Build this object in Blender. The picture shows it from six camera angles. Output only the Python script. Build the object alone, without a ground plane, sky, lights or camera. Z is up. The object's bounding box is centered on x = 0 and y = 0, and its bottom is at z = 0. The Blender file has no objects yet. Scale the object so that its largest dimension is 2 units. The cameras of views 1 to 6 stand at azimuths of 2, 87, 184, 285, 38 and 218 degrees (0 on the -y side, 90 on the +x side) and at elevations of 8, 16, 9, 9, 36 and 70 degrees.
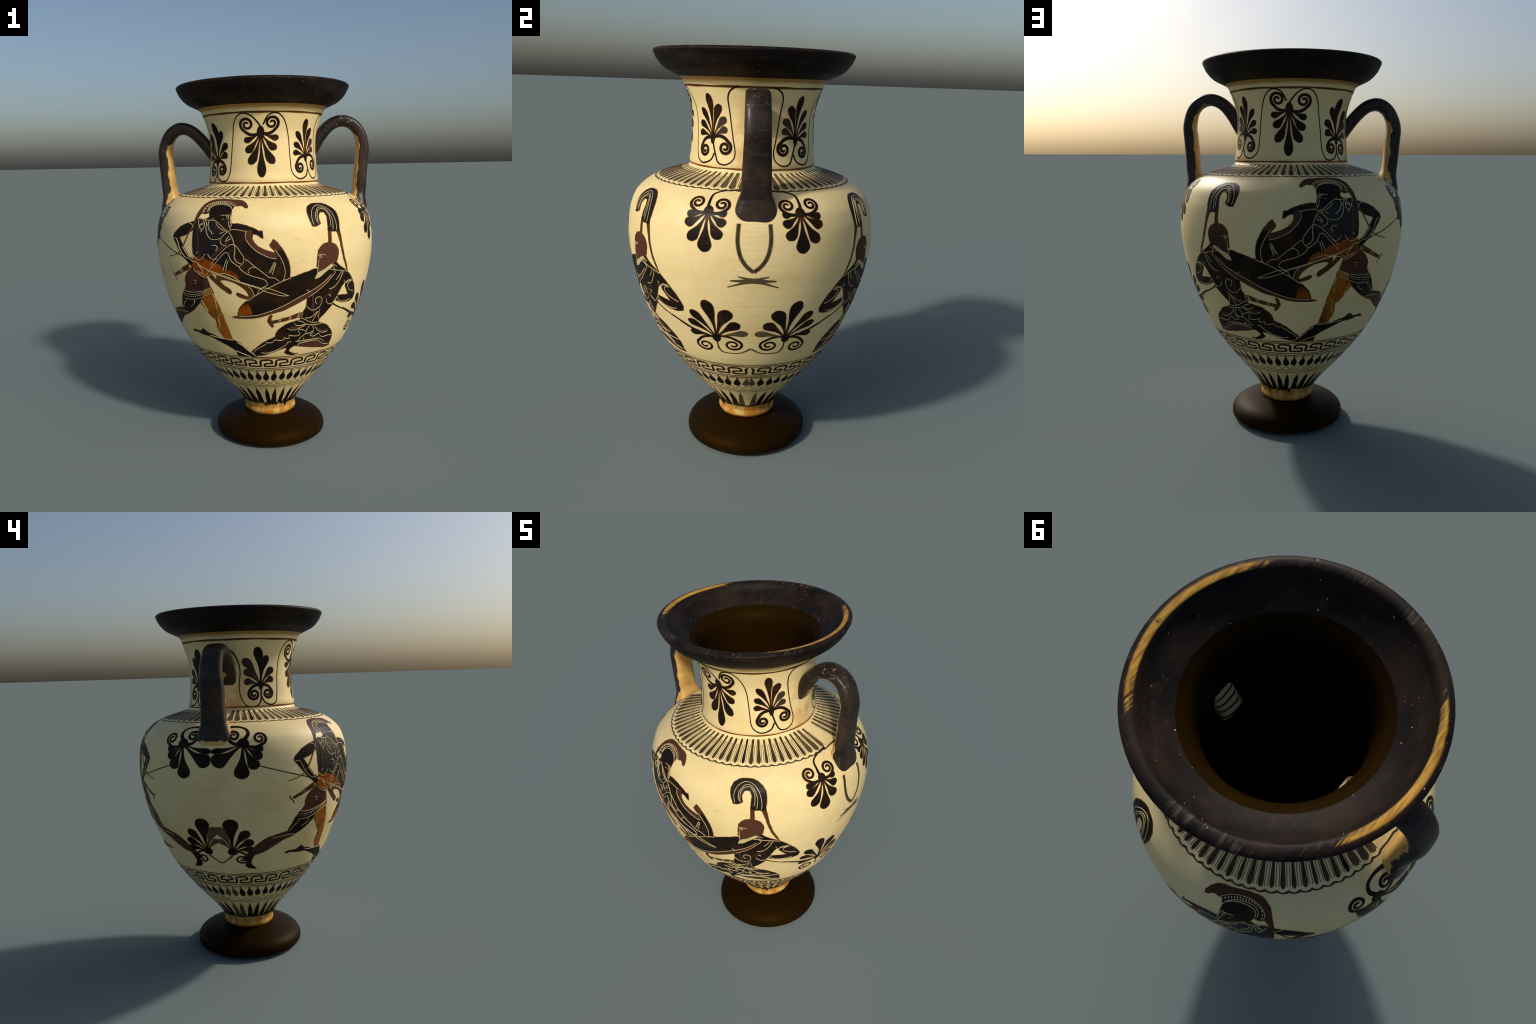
"""Black-figure neck amphora on a cream ground, with two painted warriors,
palmettes, tongues, a key band, a chain of buds and rays.
Angles are in degrees round the vertical axis (0 faces the front, -y), heights in
centimetres.  The painting is one half-round design; the back half is its mirror image."""
import bpy, bmesh, math, random
import numpy as np
from mathutils import Vector
from mathutils.geometry import delaunay_2d_cdt

rng = random.Random(7)

# ------------------------------------------------------------------ the turned wall
# (radius, height) of the outer wall from above the foot to below the mouth
WALL = [(0.1460, .168), (0.1515, .185), (0.1633, .21), (0.1910, .25), (0.2315, .30), (0.2755, .35), 
        (0.3175, .40), (0.3570, .45), (0.3950, .50), (0.4285, .55), (0.4595, .60), (0.4888, .66), 
        (0.5140, .72), (0.5383, .78), (0.5605, .84), (0.5772, .90), (0.5915, .96), (0.6024, 1.02), 
        (0.6103, 1.08), (0.6126, 1.14), (0.6096, 1.20), (0.6026, 1.25), (0.5891, 1.295), (0.5720, 1.33), 
        (0.5450, 1.36), (0.5130, 1.385), (0.4781, 1.405), (0.4345, 1.422), (0.3810, 1.438), (0.3303, 1.453), 
        (0.3140, 1.460), (0.3080, 1.472), (0.3105, 1.488), (0.3041, 1.53), (0.3005, 1.58), (0.2975, 1.64), 
        (0.2977, 1.69), (0.3016, 1.735), (0.3100, 1.77), (0.3200, 1.80), (0.3326, 1.835), (0.3482, 1.868)]
# the lower wall leans a little: sideways shift of the axis against height
LEAN_Z = [0, .15, .19, .25, .30, .40, .50, .60, .70, .85, 3]
LEAN_X = [.0205, .0205, .0185, .0145, .0115, .0075, .0055, .004, .0025, 0, 0]


def pchip(xs, ys):
    """Monotone cubic through the given points."""
    xs, ys = np.array(xs, float), np.array(ys, float)
    h, d = np.diff(xs), np.diff(ys) / np.diff(xs)
    m = np.zeros(len(xs))
    m[0], m[-1] = d[0], d[-1]
    for i in range(1, len(xs) - 1):
        if d[i - 1] * d[i] > 0:
            w1, w2 = 2 * h[i] + h[i - 1], h[i] + 2 * h[i - 1]
            m[i] = (w1 + w2) / (w1 / d[i - 1] + w2 / d[i])

    def f(x):
        x = np.clip(x, xs[0], xs[-1])
        i = np.clip(np.searchsorted(xs, x) - 1, 0, len(h) - 1)
        t = (x - xs[i]) / h[i]
        return ((1 + 2 * t) * (1 - t) ** 2 * ys[i] + t * (1 - t) ** 2 * h[i] * m[i]
                + t * t * (3 - 2 * t) * ys[i + 1] + t * t * (t - 1) * h[i] * m[i + 1])
    return f


wall_r = pchip([p[1] for p in WALL], [p[0] for p in WALL])
lean = lambda z: np.interp(z, LEAN_Z, LEAN_X)
_z = np.linspace(.168, 1.868, 6001)
_arc = np.concatenate([[0], np.cumsum(np.hypot(np.diff(_z), np.diff(wall_r(_z))))])
arc_of = lambda z: np.interp(z, _z, _arc)
z_of = lambda a: np.interp(a, _arc, _z)


def on_wall(deg, z, lift=0.0):
    """Points on the outer wall at an angle and a height (m), lifted along the wall's normal."""
    deg, z = np.asarray(deg, float), np.asarray(z, float)
    r = wall_r(z)
    slope = (wall_r(z + .0015) - wall_r(z - .0015)) / .003
    n = np.hypot(1, slope)
    r = r + lift / n
    zz = z - lift * slope / n
    th = np.radians(deg)
    return np.stack([lean(z) + r * np.sin(th), -r * np.cos(th), zz], -1)


# ------------------------------------------------------------------ node materials
def material(name):
    m = bpy.data.materials.new(name)
    m.use_nodes = True
    nt = m.node_tree
    return m, nt, nt.nodes["Principled BSDF"]


def node(nt, kind, **kw):
    n = nt.nodes.new(kind)
    for k, v in kw.items():
        if k in n.bl_rna.properties:
            setattr(n, k, v)
        else:
            n.inputs[k].default_value = v
    return n


def coords(nt, scale=(1, 1, 1)):
    tc = node(nt, "ShaderNodeTexCoord")
    mp = node(nt, "ShaderNodeMapping")
    mp.inputs["Scale"].default_value = scale
    nt.links.new(tc.outputs["Object"], mp.inputs["Vector"])
    return mp.outputs["Vector"]


def noise(nt, scale, detail=4, rough=.55, vec=None, dist=0.0):
    n = node(nt, "ShaderNodeTexNoise")
    n.inputs["Scale"].default_value = scale
    n.inputs["Detail"].default_value = detail
    n.inputs["Roughness"].default_value = rough
    n.inputs["Distortion"].default_value = dist
    nt.links.new(vec if vec is not None else coords(nt), n.inputs["Vector"])
    return n.outputs["Fac"]


def ramp(nt, fac, lo, hi):
    r = node(nt, "ShaderNodeMapRange")
    r.interpolation_type = "SMOOTHSTEP"
    r.inputs["From Min"].default_value = lo
    r.inputs["From Max"].default_value = hi
    nt.links.new(fac, r.inputs["Value"])
    return r.outputs["Result"]


def mix(nt, fac, a, b):
    m = node(nt, "ShaderNodeMix", data_type="RGBA")
    for sock, val in ((m.inputs["Factor"], fac), (m.inputs[6], a), (m.inputs[7], b)):
        if hasattr(val, "is_output"):
            nt.links.new(val, sock)
        else:
            sock.default_value = val if not isinstance(val, tuple) else (*val, 1)
    return m.outputs[2]


def math_node(nt, op, a, b=None):
    m = node(nt, "ShaderNodeMath", operation=op)
    for s, v in zip(m.inputs, (a, b)):
        if v is None:
            continue
        if hasattr(v, "is_output"):
            nt.links.new(v, s)
        else:
            s.default_value = v
    return m.outputs[0]


def bump(nt, bsdf, height, strength=.1, dist=.002):
    b = node(nt, "ShaderNodeBump")
    b.inputs["Strength"].default_value = strength
    b.inputs["Distance"].default_value = dist
    nt.links.new(height, b.inputs["Height"])
    nt.links.new(b.outputs[0], bsdf.inputs["Normal"])


def finish(nt, bsdf, col, rough, spec=.5):
    nt.links.new(col, bsdf.inputs["Base Color"])
    if hasattr(rough, "is_output"):
        nt.links.new(rough, bsdf.inputs["Roughness"])
    else:
        bsdf.inputs["Roughness"].default_value = rough
    bsdf.inputs["Specular IOR Level"].default_value = spec


CREAM = (.79, .63, .315)
OCHRE = (.52, .25, .045)
BLACK = (.0098, .0067, .0045)
BROWN = (.075, .028, .010)
MAROON = (.078, .030, .0165)
ORANGE = (.25, .058, .003)
RUST = (.17, .05, .012)


def specks(nt, col, colour, scale, lo, hi, vec=None):
    """Small scattered chips of another colour."""
    v = node(nt, "ShaderNodeTexVoronoi", feature="F1")
    v.inputs["Scale"].default_value = scale
    nt.links.new(vec if vec is not None else coords(nt), v.inputs["Vector"])
    near = ramp(nt, v.outputs["Distance"], hi, lo)
    rnd = node(nt, "ShaderNodeSeparateColor")
    nt.links.new(v.outputs["Color"], rnd.inputs[0])
    some = math_node(nt, "GREATER_THAN", rnd.outputs[0], .80)
    return mix(nt, math_node(nt, "MULTIPLY", near, some), col, colour)


def separate(nt):
    tc = node(nt, "ShaderNodeTexCoord")
    s = node(nt, "ShaderNodeSeparateXYZ")
    nt.links.new(tc.outputs["Object"], s.inputs[0])
    return s.outputs


def near_handles(nt, half_width=.16):
    """1 on the two handle sides of the pot, fading over half_width metres."""
    x, y, z = separate(nt)
    return ramp(nt, math_node(nt, "ABSOLUTE", y), half_width, half_width * .25)


def make_materials():
    M = {}
    # cream slip with stains, threads of brown and tiny flecks
    m, nt, b = material("cream_slip")
    c = mix(nt, ramp(nt, noise(nt, 5, 5, .6), .35, .75), CREAM, tuple(v * f for v, f in zip(CREAM, (.93, .90, .80))))
    c = mix(nt, math_node(nt, "MULTIPLY", ramp(nt, noise(nt, 26, 6, .7, dist=1.2), .57, .74), .45), c, (.47, .30, .10))
    c = mix(nt, math_node(nt, "MULTIPLY", ramp(nt, noise(nt, 2.6, 7, .72, dist=.5), .48, .70), .34), c, (.62, .42, .145))
    streak = noise(nt, 9, 4, .6, vec=coords(nt, (3.0, .25, 9.0)))
    c = mix(nt, math_node(nt, "MULTIPLY", math_node(nt, "MULTIPLY", near_handles(nt), ramp(nt, streak, .45, .70)), .28), c, (.50, .33, .13))
    c = specks(nt, c, (.25, .12, .035), 34, .02, .05)
    fine = noise(nt, 140, 4, .6)
    finish(nt, b, c, .48, .30)
    bump(nt, b, fine, .12, .0015)
    M["cream_wall"] = m
    # plain pale line scratched through the black
    m, nt, b = material("incised_clay")
    c = mix(nt, ramp(nt, noise(nt, 60, 3), .3, .7), (.62, .50, .26), (.50, .38, .17))
    finish(nt, b, c, .5, .3)
    M["cream"] = m

    def glaze(name, base, other, amount, rough, chip=(.40, .27, .11), spec=.09):
        m, nt, b = material(name)
        c = mix(nt, math_node(nt, "MULTIPLY", ramp(nt, noise(nt, 9, 6, .65), .45, .75), amount), base, other)
        c = mix(nt, math_node(nt, "MULTIPLY", ramp(nt, noise(nt, 45, 5, .7), .60, .78), .35), c, tuple(min(1, v * 2.2 + .01) for v in base))
        c = specks(nt, c, chip, 50, .04, .09)
        finish(nt, b, c, math_node(nt, "ADD", math_node(nt, "MULTIPLY", noise(nt, 30, 4), .2), rough - .1), spec)
        bump(nt, b, noise(nt, 90, 4, .6), .10, .0015)
        return m
    M["dusk"] = glaze("grey_black_slip", (.036, .026, .018), (.060, .042, .026), .8, .45)
    M["sheen_tinted"] = glaze("black_slip_tinted_sheen", (.0085, .0080, .0098), (.026, .014, .007), .6, .34, spec=.2)  # black tinted slightly blue to paint in the sheen on the chest
    M["black"] = glaze("black_gloss", BLACK, (.042, .0170, .0058), .85, .40)
    M["brown"] = glaze("brown_slip", BROWN, (.16, .07, .012), .8, .42)
    M["maroon"] = glaze("maroon_slip", MAROON, (.030, .0135, .009), 1.0, .5, (.30, .22, .17))
    M["orange"] = glaze("orange_slip", ORANGE, (.045, .014, .004), .9, .42)
    M["amber"] = glaze("amber_slip", (.31, .098, .006), (.06, .020, .004), 1.0, .42)
    M["rust"] = glaze("rust_slip", RUST, (.10, .03, .01), .8, .45)
    M["fringe"] = glaze("ochre_edge", (.17, .072, .015), (.26, .125, .026), .8, .45)
    M["tongue"] = glaze("thin_black", (.045, .032, .016), (.075, .055, .028), .8, .45)
    M["fringe_dark"] = glaze("thin_brown", (.09, .05, .016), (.13, .075, .022), .8, .45)
    M["smear"] = glaze("thin_smear", (.34, .25, .11), (.26, .18, .08), .8, .5)
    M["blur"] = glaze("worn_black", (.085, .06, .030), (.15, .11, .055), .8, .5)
    # handle: black-brown glaze, streaked, chipped pale on the upper bend
    m, nt, b = material("handle_glaze")
    c = mix(nt, ramp(nt, noise(nt, 7, 5, .6), .35, .7), (.0105, .0084, .0068), (.042, .0250, .0160))
    c = mix(nt, math_node(nt, "MULTIPLY", ramp(nt, noise(nt, 12, 5, .65, vec=coords(nt, (6, .7, 9))), .54, .70), .40), c, (.105, .082, .060))
    x, y, z = separate(nt)
    top = math_node(nt, "MULTIPLY", ramp(nt, z, 1.73, 1.79), ramp(nt, x, .1, .3))
    c = mix(nt, math_node(nt, "MULTIPLY", top, ramp(nt, noise(nt, 34, 5, .7, vec=coords(nt, (1.3, .5, 1.3))), .58, .68)), c, (.42, .36, .22))
    c = specks(nt, c, (.42, .22, .06), 40, .03, .08)
    finish(nt, b, c, .36, .26)
    bump(nt, b, noise(nt, 60, 4, .6), .15, .002)
    M["handle"] = m
    m, nt, b = material("bare_clay")
    c = mix(nt, ramp(nt, noise(nt, 8, 5, .6, vec=coords(nt, (4, .6, 2))), .3, .7), (.62, .40, .13), (.48, .27, .07))
    c = mix(nt, math_node(nt, "MULTIPLY", ramp(nt, noise(nt, 40, 5, .7), .58, .75), .5), c, (.66, .46, .18))
    finish(nt, b, c, .42, .25)
    bump(nt, b, noise(nt, 60, 4, .6), .15, .002)
    M["clay"] = m
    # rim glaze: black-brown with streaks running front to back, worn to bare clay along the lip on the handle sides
    m, nt, b = material("rim_glaze")
    c = mix(nt, ramp(nt, noise(nt, 5, 5, .6, vec=coords(nt, (1.2, .8, 3))), .38, .68), (.0075, .0062, .0055), (.022, .0135, .0095))
    c = mix(nt, math_node(nt, "MULTIPLY", ramp(nt, noise(nt, 16, 6, .7, vec=coords(nt, (2.2, .45, 2.0))), .52, .74), .50), c, (.055, .032, .022))
    c = mix(nt, math_node(nt, "MULTIPLY", ramp(nt, noise(nt, 7, 7, .8, vec=coords(nt, (1.3, 1.0, 1.5))), .62, .74), .55), c, (.15, .105, .075))
    x, y, z = separate(nt)
    rad = math_node(nt, "SQRT", math_node(nt, "ADD", math_node(nt, "POWER", x, 2.0), math_node(nt, "POWER", y, 2.0)))
    along = noise(nt, 12, 5, .7, vec=coords(nt, (7, .45, 1)))
    on_lip = math_node(nt, "MULTIPLY", ramp(nt, rad, .432, .440), ramp(nt, z, 1.988, 1.994))
    c = mix(nt, math_node(nt, "MULTIPLY", on_lip, math_node(nt, "MULTIPLY", ramp(nt, math_node(nt, "MULTIPLY", along, noise(nt, 6, 4, .6)), .28, .40), .60)), c, (.13, .095, .07))
    c = specks(nt, c, (.45, .32, .14), 24, .05, .085)
    c = specks(nt, c, (.36, .25, .11), 41, .05, .10)
    wob = math_node(nt, "MULTIPLY", math_node(nt, "SUBTRACT", along, .5), .18)
    side = ramp(nt, math_node(nt, "ADD", math_node(nt, "ABSOLUTE", math_node(nt, "ADD", x, .02)), wob), .315, .430)
    inner_edge = ramp(nt, math_node(nt, "SUBTRACT", rad, math_node(nt, "MULTIPLY", side, .016)), .443, .437)
    outer_edge = ramp(nt, math_node(nt, "ADD", rad, math_node(nt, "MULTIPLY", wob, .12)), .464, .455)
    band = math_node(nt, "MULTIPLY", ramp(nt, rad, .434, .440), outer_edge)
    thin = math_node(nt, "SUBTRACT", 1.0, math_node(nt, "MULTIPLY", inner_edge, math_node(nt, "SUBTRACT", 1.0, side)))
    fac = math_node(nt, "MULTIPLY", math_node(nt, "MULTIPLY", band, ramp(nt, z, 1.990, 1.995)), math_node(nt, "MULTIPLY", math_node(nt, "MULTIPLY", ramp(nt, side, .12, .55), thin), ramp(nt, noise(nt, 11, 5, .7, vec=coords(nt, (1.6, .8, 1))), .28, .42)))
    c = mix(nt, fac, c, mix(nt, ramp(nt, along, .36, .62), (.30, .13, .018), (.56, .32, .06)))
    finish(nt, b, c, .48, .07)
    bump(nt, b, noise(nt, 40, 4, .6), .12, .002)
    M["rim"] = m
    # end of the handle showing inside the throat: pale with dark brush lines
    m, nt, b = material("handle_root")
    w = node(nt, "ShaderNodeTexWave", wave_type="BANDS", bands_direction="Z")
    w.inputs["Scale"].default_value = 13
    w.inputs["Distortion"].default_value = 2.5
    nt.links.new(coords(nt), w.inputs["Vector"])
    finish(nt, b, mix(nt, ramp(nt, w.outputs["Fac"], .72, .86), tuple(v * .8 for v in CREAM), (.04, .028, .012)), .5, .2)
    M["root"] = m
    # smooth dark brown foot and inside
    m, nt, b = material("dark_foot")
    c = mix(nt, ramp(nt, noise(nt, 4, 3), .3, .7), (.0110, .0050, .0006), (.0130, .0060, .0008))  # browns darkened below their lit value, baking in occlusion shade on the foot's top
    finish(nt, b, c, .50, .06)
    b.inputs["Specular Tint"].default_value = (.75, .42, .10, 1)
    M["foot"] = m
    # neck: cream with an ochre edge below the mouth and stains at the handle roots
    m, nt, b = material("neck_slip")
    c = mix(nt, ramp(nt, noise(nt, 5, 5, .6), .35, .75), CREAM, tuple(v * f for v, f in zip(CREAM, (.93, .90, .80))))
    c = mix(nt, math_node(nt, "MULTIPLY", ramp(nt, noise(nt, 26, 6, .7, dist=1.2), .60, .74), .3), c, (.47, .30, .10))
    x, y, z = separate(nt)
    zz = math_node(nt, "ADD", z, math_node(nt, "MULTIPLY", noise(nt, 9, 4, .6, vec=coords(nt, (1, 1, 12))), .016))
    c = mix(nt, math_node(nt, "MULTIPLY", ramp(nt, zz, 1.857, 1.876), .92), c, (.33, .17, .028))
    stain = math_node(nt, "MULTIPLY", near_handles(nt, .15), ramp(nt, noise(nt, 12, 5, .65), .40, .62))
    stain = math_node(nt, "MULTIPLY", stain, ramp(nt, z, 1.84, 1.60))
    c = mix(nt, math_node(nt, "MULTIPLY", stain, .70), c, (.55, .30, .07))
    c = specks(nt, c, (.22, .10, .03), 40, .02, .05)
    finish(nt, b, c, .48, .30)
    bump(nt, b, noise(nt, 140, 4, .6), .12, .0015)
    M["neck"] = m
    # foot collar: ochre glaze run in upright streaks, rusty on the handle sides
    m, nt, b = material("collar_glaze")
    st = noise(nt, 22, 5, .65, vec=coords(nt, (1, 1, .35)), dist=.6)
    c = mix(nt, ramp(nt, st, .36, .58), (.54, .36, .11), (.40, .165, .018))
    x, y, z = separate(nt)
    far = ramp(nt, math_node(nt, "ABSOLUTE", math_node(nt, "SUBTRACT", x, .02)), .085, .125)
    low = ramp(nt, math_node(nt, "ADD", z, math_node(nt, "MULTIPLY", st, .03)), .163, .150)
    c = mix(nt, math_node(nt, "MULTIPLY", far, low), c, (.16, .035, .012))
    finish(nt, b, c, .42, .12)
    bump(nt, b, st, .2, .002)
    M["collar"] = m
    return M


M = make_materials()

# ------------------------------------------------------------------ object helpers
thing = bpy.data.objects.new("amphora", None)
bpy.context.collection.objects.link(thing)
thing["label"] = "cream two-handled Greek amphora painted with black warriors"
thing["category"] = "vase"


def add(name, verts, faces, mats, parent=thing, smooth=True, face_mats=None, stuff=False):
    me = bpy.data.meshes.new(name)
    me.from_pydata([tuple(map(float, v)) for v in verts], [], faces)
    for m in mats:
        me.materials.append(M[m])
    if face_mats is not None:
        me.polygons.foreach_set("material_index", face_mats)
    if smooth:
        me.polygons.foreach_set("use_smooth", [True] * len(me.polygons))
    me.update()
    ob = bpy.data.objects.new(name, me)
    bpy.context.collection.objects.link(ob)
    ob.parent = parent
    if stuff:
        ob["kind"] = "stuff"
    return ob


def group(name):
    e = bpy.data.objects.new(name, None)
    bpy.context.collection.objects.link(e)
    e.parent = thing
    return e


def revolve(name, profile, mat, seg, shift=lean):
    """Turn a (radius, height) profile; a radius of 0 at an end closes it with a pole."""
    verts, faces = [], []
    rows = []
    for r, z in profile:
        if r < 1e-6:
            rows.append([len(verts)])
            verts.append((shift(z), 0, z))
        else:
            rows.append(list(range(len(verts), len(verts) + seg)))
            verts += [(shift(z) + r * math.cos(2 * math.pi * i / seg), r * math.sin(2 * math.pi * i / seg), z) for i in range(seg)]
    for a, b in zip(rows, rows[1:]):
        for i in range(seg):
            j = (i + 1) % seg
            if len(a) == 1:
                faces.append((a[0], b[j], b[i]))
            elif len(b) == 1:
                faces.append((a[i], a[j], b[0]))
            else:
                faces.append((a[i], a[j], b[j], b[i]))
    return add(name, verts, faces, [mat])


def rounded(points, n):
    """Resample control points of a profile as a smooth curve (Catmull-Rom on chord length)."""
    p = np.array(points, float)
    d = np.concatenate([[0], np.cumsum(np.sqrt(np.hypot(*np.diff(p, axis=0).T)))])
    t = np.linspace(0, d[-1], n)
    q = np.vstack([2 * p[0] - p[1], p, 2 * p[-1] - p[-2]])
    e = np.concatenate([[2 * d[0] - d[1]], d, [2 * d[-1] - d[-2]]])
    out = []
    for s in t:
        i = int(np.clip(np.searchsorted(d, s, side="right") - 1, 0, len(d) - 2)) + 1
        m1 = (q[i + 1] - q[i - 1]) / (e[i + 1] - e[i - 1])
        m2 = (q[i + 2] - q[i]) / (e[i + 2] - e[i])
        h = e[i + 1] - e[i]
        u = (s - e[i]) / h
        out.append((2 * u**3 - 3 * u**2 + 1) * q[i] + (u**3 - 2 * u**2 + u) * h * m1 + (3 * u**2 - 2 * u**3) * q[i + 1] + (u**3 - u**2) * h * m2)
    return [tuple(v) for v in out]


# ------------------------------------------------------------------ turned parts
a0, a1 = arc_of(.205), arc_of(1.464)
revolve("body", [(float(wall_r(z)), float(z)) for z in z_of(np.linspace(a0, a1, 300))], "cream_wall", 256)
neck_top = [(.3482, 1.868), (.362, 1.8765)]
revolve("neck", [(float(wall_r(z)), float(z)) for z in z_of(np.linspace(arc_of(1.464), arc_of(1.868), 110))] + neck_top[1:], "neck", 256)
RIM = [(.362, 1.8765), (.3690, 1.8805), (.389, 1.890), (.420, 1.905), (.4445, 1.925), (.4641, 1.950), (.4742, 1.970), (.4803, 1.983),
       (.4800, 1.991), (.4710, 1.9975), (.457, 1.9995), (.440, 1.9960), (.4305, 1.988), (.4160, 1.970), (.392, 1.949), (.362, 1.929), (.331, 1.911)]
revolve("mouth_rim", rounded(RIM, 90), "rim", 72)
INSIDE = [(.331, 1.911), (.293, 1.876), (.278, 1.83), (.275, 1.76), (.271, 1.68), (.272, 1.58), (.283, 1.50), (.310, 1.445), (.36, 1.425), (.43, 1.405), (.50, 1.370),
          (.555, 1.320), (.582, 1.25), (.591, 1.15), (.582, 1.02), (.555, .90), (.515, .78), (.465, .66), (.405, .55), (.330, .45), (.245, .35), (.15, .28), (0, .25)]
inner = rounded(INSIDE, 120)
inner[-1] = (0, inner[-1][1])
revolve("inner_wall", inner, "foot", 128)


def foot_profile(n=70):
    """Cushion-shaped foot: a superellipse, widest low down."""
    core, bulge, zw, up = .0835, .2355, .0385, .0935
    out = [(0, .0)]
    for k in range(n + 1):
        t = -math.pi / 2 + math.pi * k / n
        e, h = (2.18, up) if t > 0 else (4.2, zw)
        out.append((core + bulge * abs(math.cos(t)) ** (2 / e), zw + h * math.copysign(abs(math.sin(t)) ** (2 / e), t)))
    return out + [(0, zw + up)]


revolve("foot", foot_profile(), "foot", 128)
COLLAR = [(.118, .118), (.130, .1240), (.1435, .134), (.1505, .148), (.1490, .160), (.1462, .170), (.1480, .180), (.1535, .196), (.1590, .2055), (.1588, .209)]
revolve("foot_collar", rounded(COLLAR, 40), "collar", 192)


# ------------------------------------------------------------------ handles
NS = 260          # rows along a handle


def handle(stations, y0):
    """Strap handle: (x, z, thickness, width) along its middle line, from inside the neck to the shoulder."""
    p = np.array(rounded([s[:2] for s in stations], NS))
    d = np.concatenate([[0], np.cumsum(np.sqrt(np.hypot(*np.diff(np.array(stations)[:, :2], axis=0).T)))])
    u = np.linspace(0, d[-1], NS)
    thick = pchip(d, [s[2] for s in stations])(u)
    width = pchip(d, [s[3] for s in stations])(u)
    tan = np.gradient(p, axis=0)
    tan /= np.hypot(*tan.T)[:, None]
    sgn = 1 if p[-1][0] > 0 else -1
    out = np.stack([-tan[:, 1], tan[:, 0]], -1) * sgn      # points away from the pot
    seg, verts, faces, fm = 112, [], [], []
    for i in range(NS):
        for k in range(seg):
            t = 2 * math.pi * k / seg
            a, b = math.cos(t), math.sin(t)
            a = math.copysign(abs(a) ** (2 / 3.1), a)
            b = math.copysign(abs(b) ** (2 / 3.1), b)
            q = p[i] + out[i] * thick[i] / 2 * a
            verts.append((q[0], y0 + b * width[i] / 2, q[1]))
    for i in range(NS - 1):
        f = i / (NS - 1)
        for k in range(seg):
            faces.append((i * seg + k, i * seg + (k + 1) % seg, (i + 1) * seg + (k + 1) % seg, (i + 1) * seg + k))
            ang = abs((2 * math.pi * (k + .5) / seg) - math.pi)          # 0 on the inner face
            wob = .07 * math.sin(f * 43) + .05 * math.sin(f * 97 + 1) + rng.uniform(-.03, .03)
            reach = float(np.interp(f, [0, .44, .50, .80, .90, 1], [0, .0, 1.30, 1.42, 1.85, 1.95])) * (1.0 if sgn < 0 else .80)
            bare = ang + wob < reach
            rad = math.hypot(*verts[i * seg + k][:2])
            fm.append(2 if rad < .287 and f < .3 else 1 if bare or (sgn < 0 and f > .955 + .006 * math.sin(k * .7)) else 0)
    n = len(verts)
    faces += [tuple(range(seg)), tuple(range(n - 1, n - seg - 1, -1))]
    fm += [2, 1]
    if sgn < 0:
        faces = [f[::-1] for f in faces]
    return add("handle", verts, faces, ["handle", "clay", "root"], face_mats=fm)


handle([(.243, 1.586, .068, .106), (.283, 1.656, .069, .106), (.327, 1.729, .069, .106), (.378, 1.782, .066, .107), (.440, 1.805, .064, .107), (.500, 1.788, .062, .107),
        (.541, 1.742, .064, .109), (.5605, 1.664, .070, .112), (.5565, 1.60, .072, .117), (.5485, 1.50, .072, .125), (.5440, 1.42, .073, .130), (.535, 1.375, .090, .158), (.533, 1.325, .104, .190), (.538, 1.285, .102, .198)], .0052)
handle([(-.262, 1.592, .060, .106), (-.303, 1.655, .064, .110), (-.353, 1.718, .066, .112), (-.409, 1.765, .066, .113), (-.466, 1.777, .068, .113), (-.515, 1.750, .067, .113),
        (-.544, 1.700, .070, .115), (-.5545, 1.645, .078, .120), (-.5495, 1.58, .080, .125), (-.5435, 1.50, .080, .127), (-.537, 1.43, .081, .132), (-.529, 1.380, .099, .160), (-.532, 1.325, .106, .190), (-.538, 1.285, .102, .198)], -.002)


# ------------------------------------------------------------------ brush work
STEP = .0007          # each coat of paint stands this far above the one below


def smooth_path(pts, closed, per=6):
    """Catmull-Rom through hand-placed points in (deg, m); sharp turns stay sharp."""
    p = np.array([(a * .0105, b) for a, b in pts])
    n = len(p)
    if n < 3:
        t = np.linspace(0, 1, 8)[:, None]
        q = p[0] * (1 - t) + p[1] * t
        return [(a / .0105, b) for a, b in q]

    def corner(i):
        if not closed and i in (0, n - 1):
            return True
        u, v = p[i] - p[i - 1], p[(i + 1) % n] - p[i]
        c = np.dot(u, v) / (np.linalg.norm(u) * np.linalg.norm(v) + 1e-9)
        return c < .45
    tan = []
    for i in range(n):
        if corner(i):
            tan.append(None)
        else:
            tan.append((p[(i + 1) % n] - p[i - 1]) / 2)
    out = []
    for i in range(n if closed else n - 1):
        a, b = p[i], p[(i + 1) % n]
        m1 = tan[i] if tan[i] is not None else (b - a)
        m2 = tan[(i + 1) % n] if tan[(i + 1) % n] is not None else (b - a)
        lim = 1.2 * np.linalg.norm(b - a)
        m1 = m1 * min(1, lim / (np.linalg.norm(m1) + 1e-9))
        m2 = m2 * min(1, lim / (np.linalg.norm(m2) + 1e-9))
        k = max(2, min(per, int(np.linalg.norm(b - a) / .004)))
        for s in np.arange(k) / k:
            out.append((2 * s**3 - 3 * s**2 + 1) * a + (s**3 - 2 * s**2 + s) * m1 + (3 * s**2 - 2 * s**3) * b + (s**3 - s**2) * m2)
    if not closed:
        out.append(p[-1])
    return [(a / .0105, b) for a, b in out]


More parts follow.
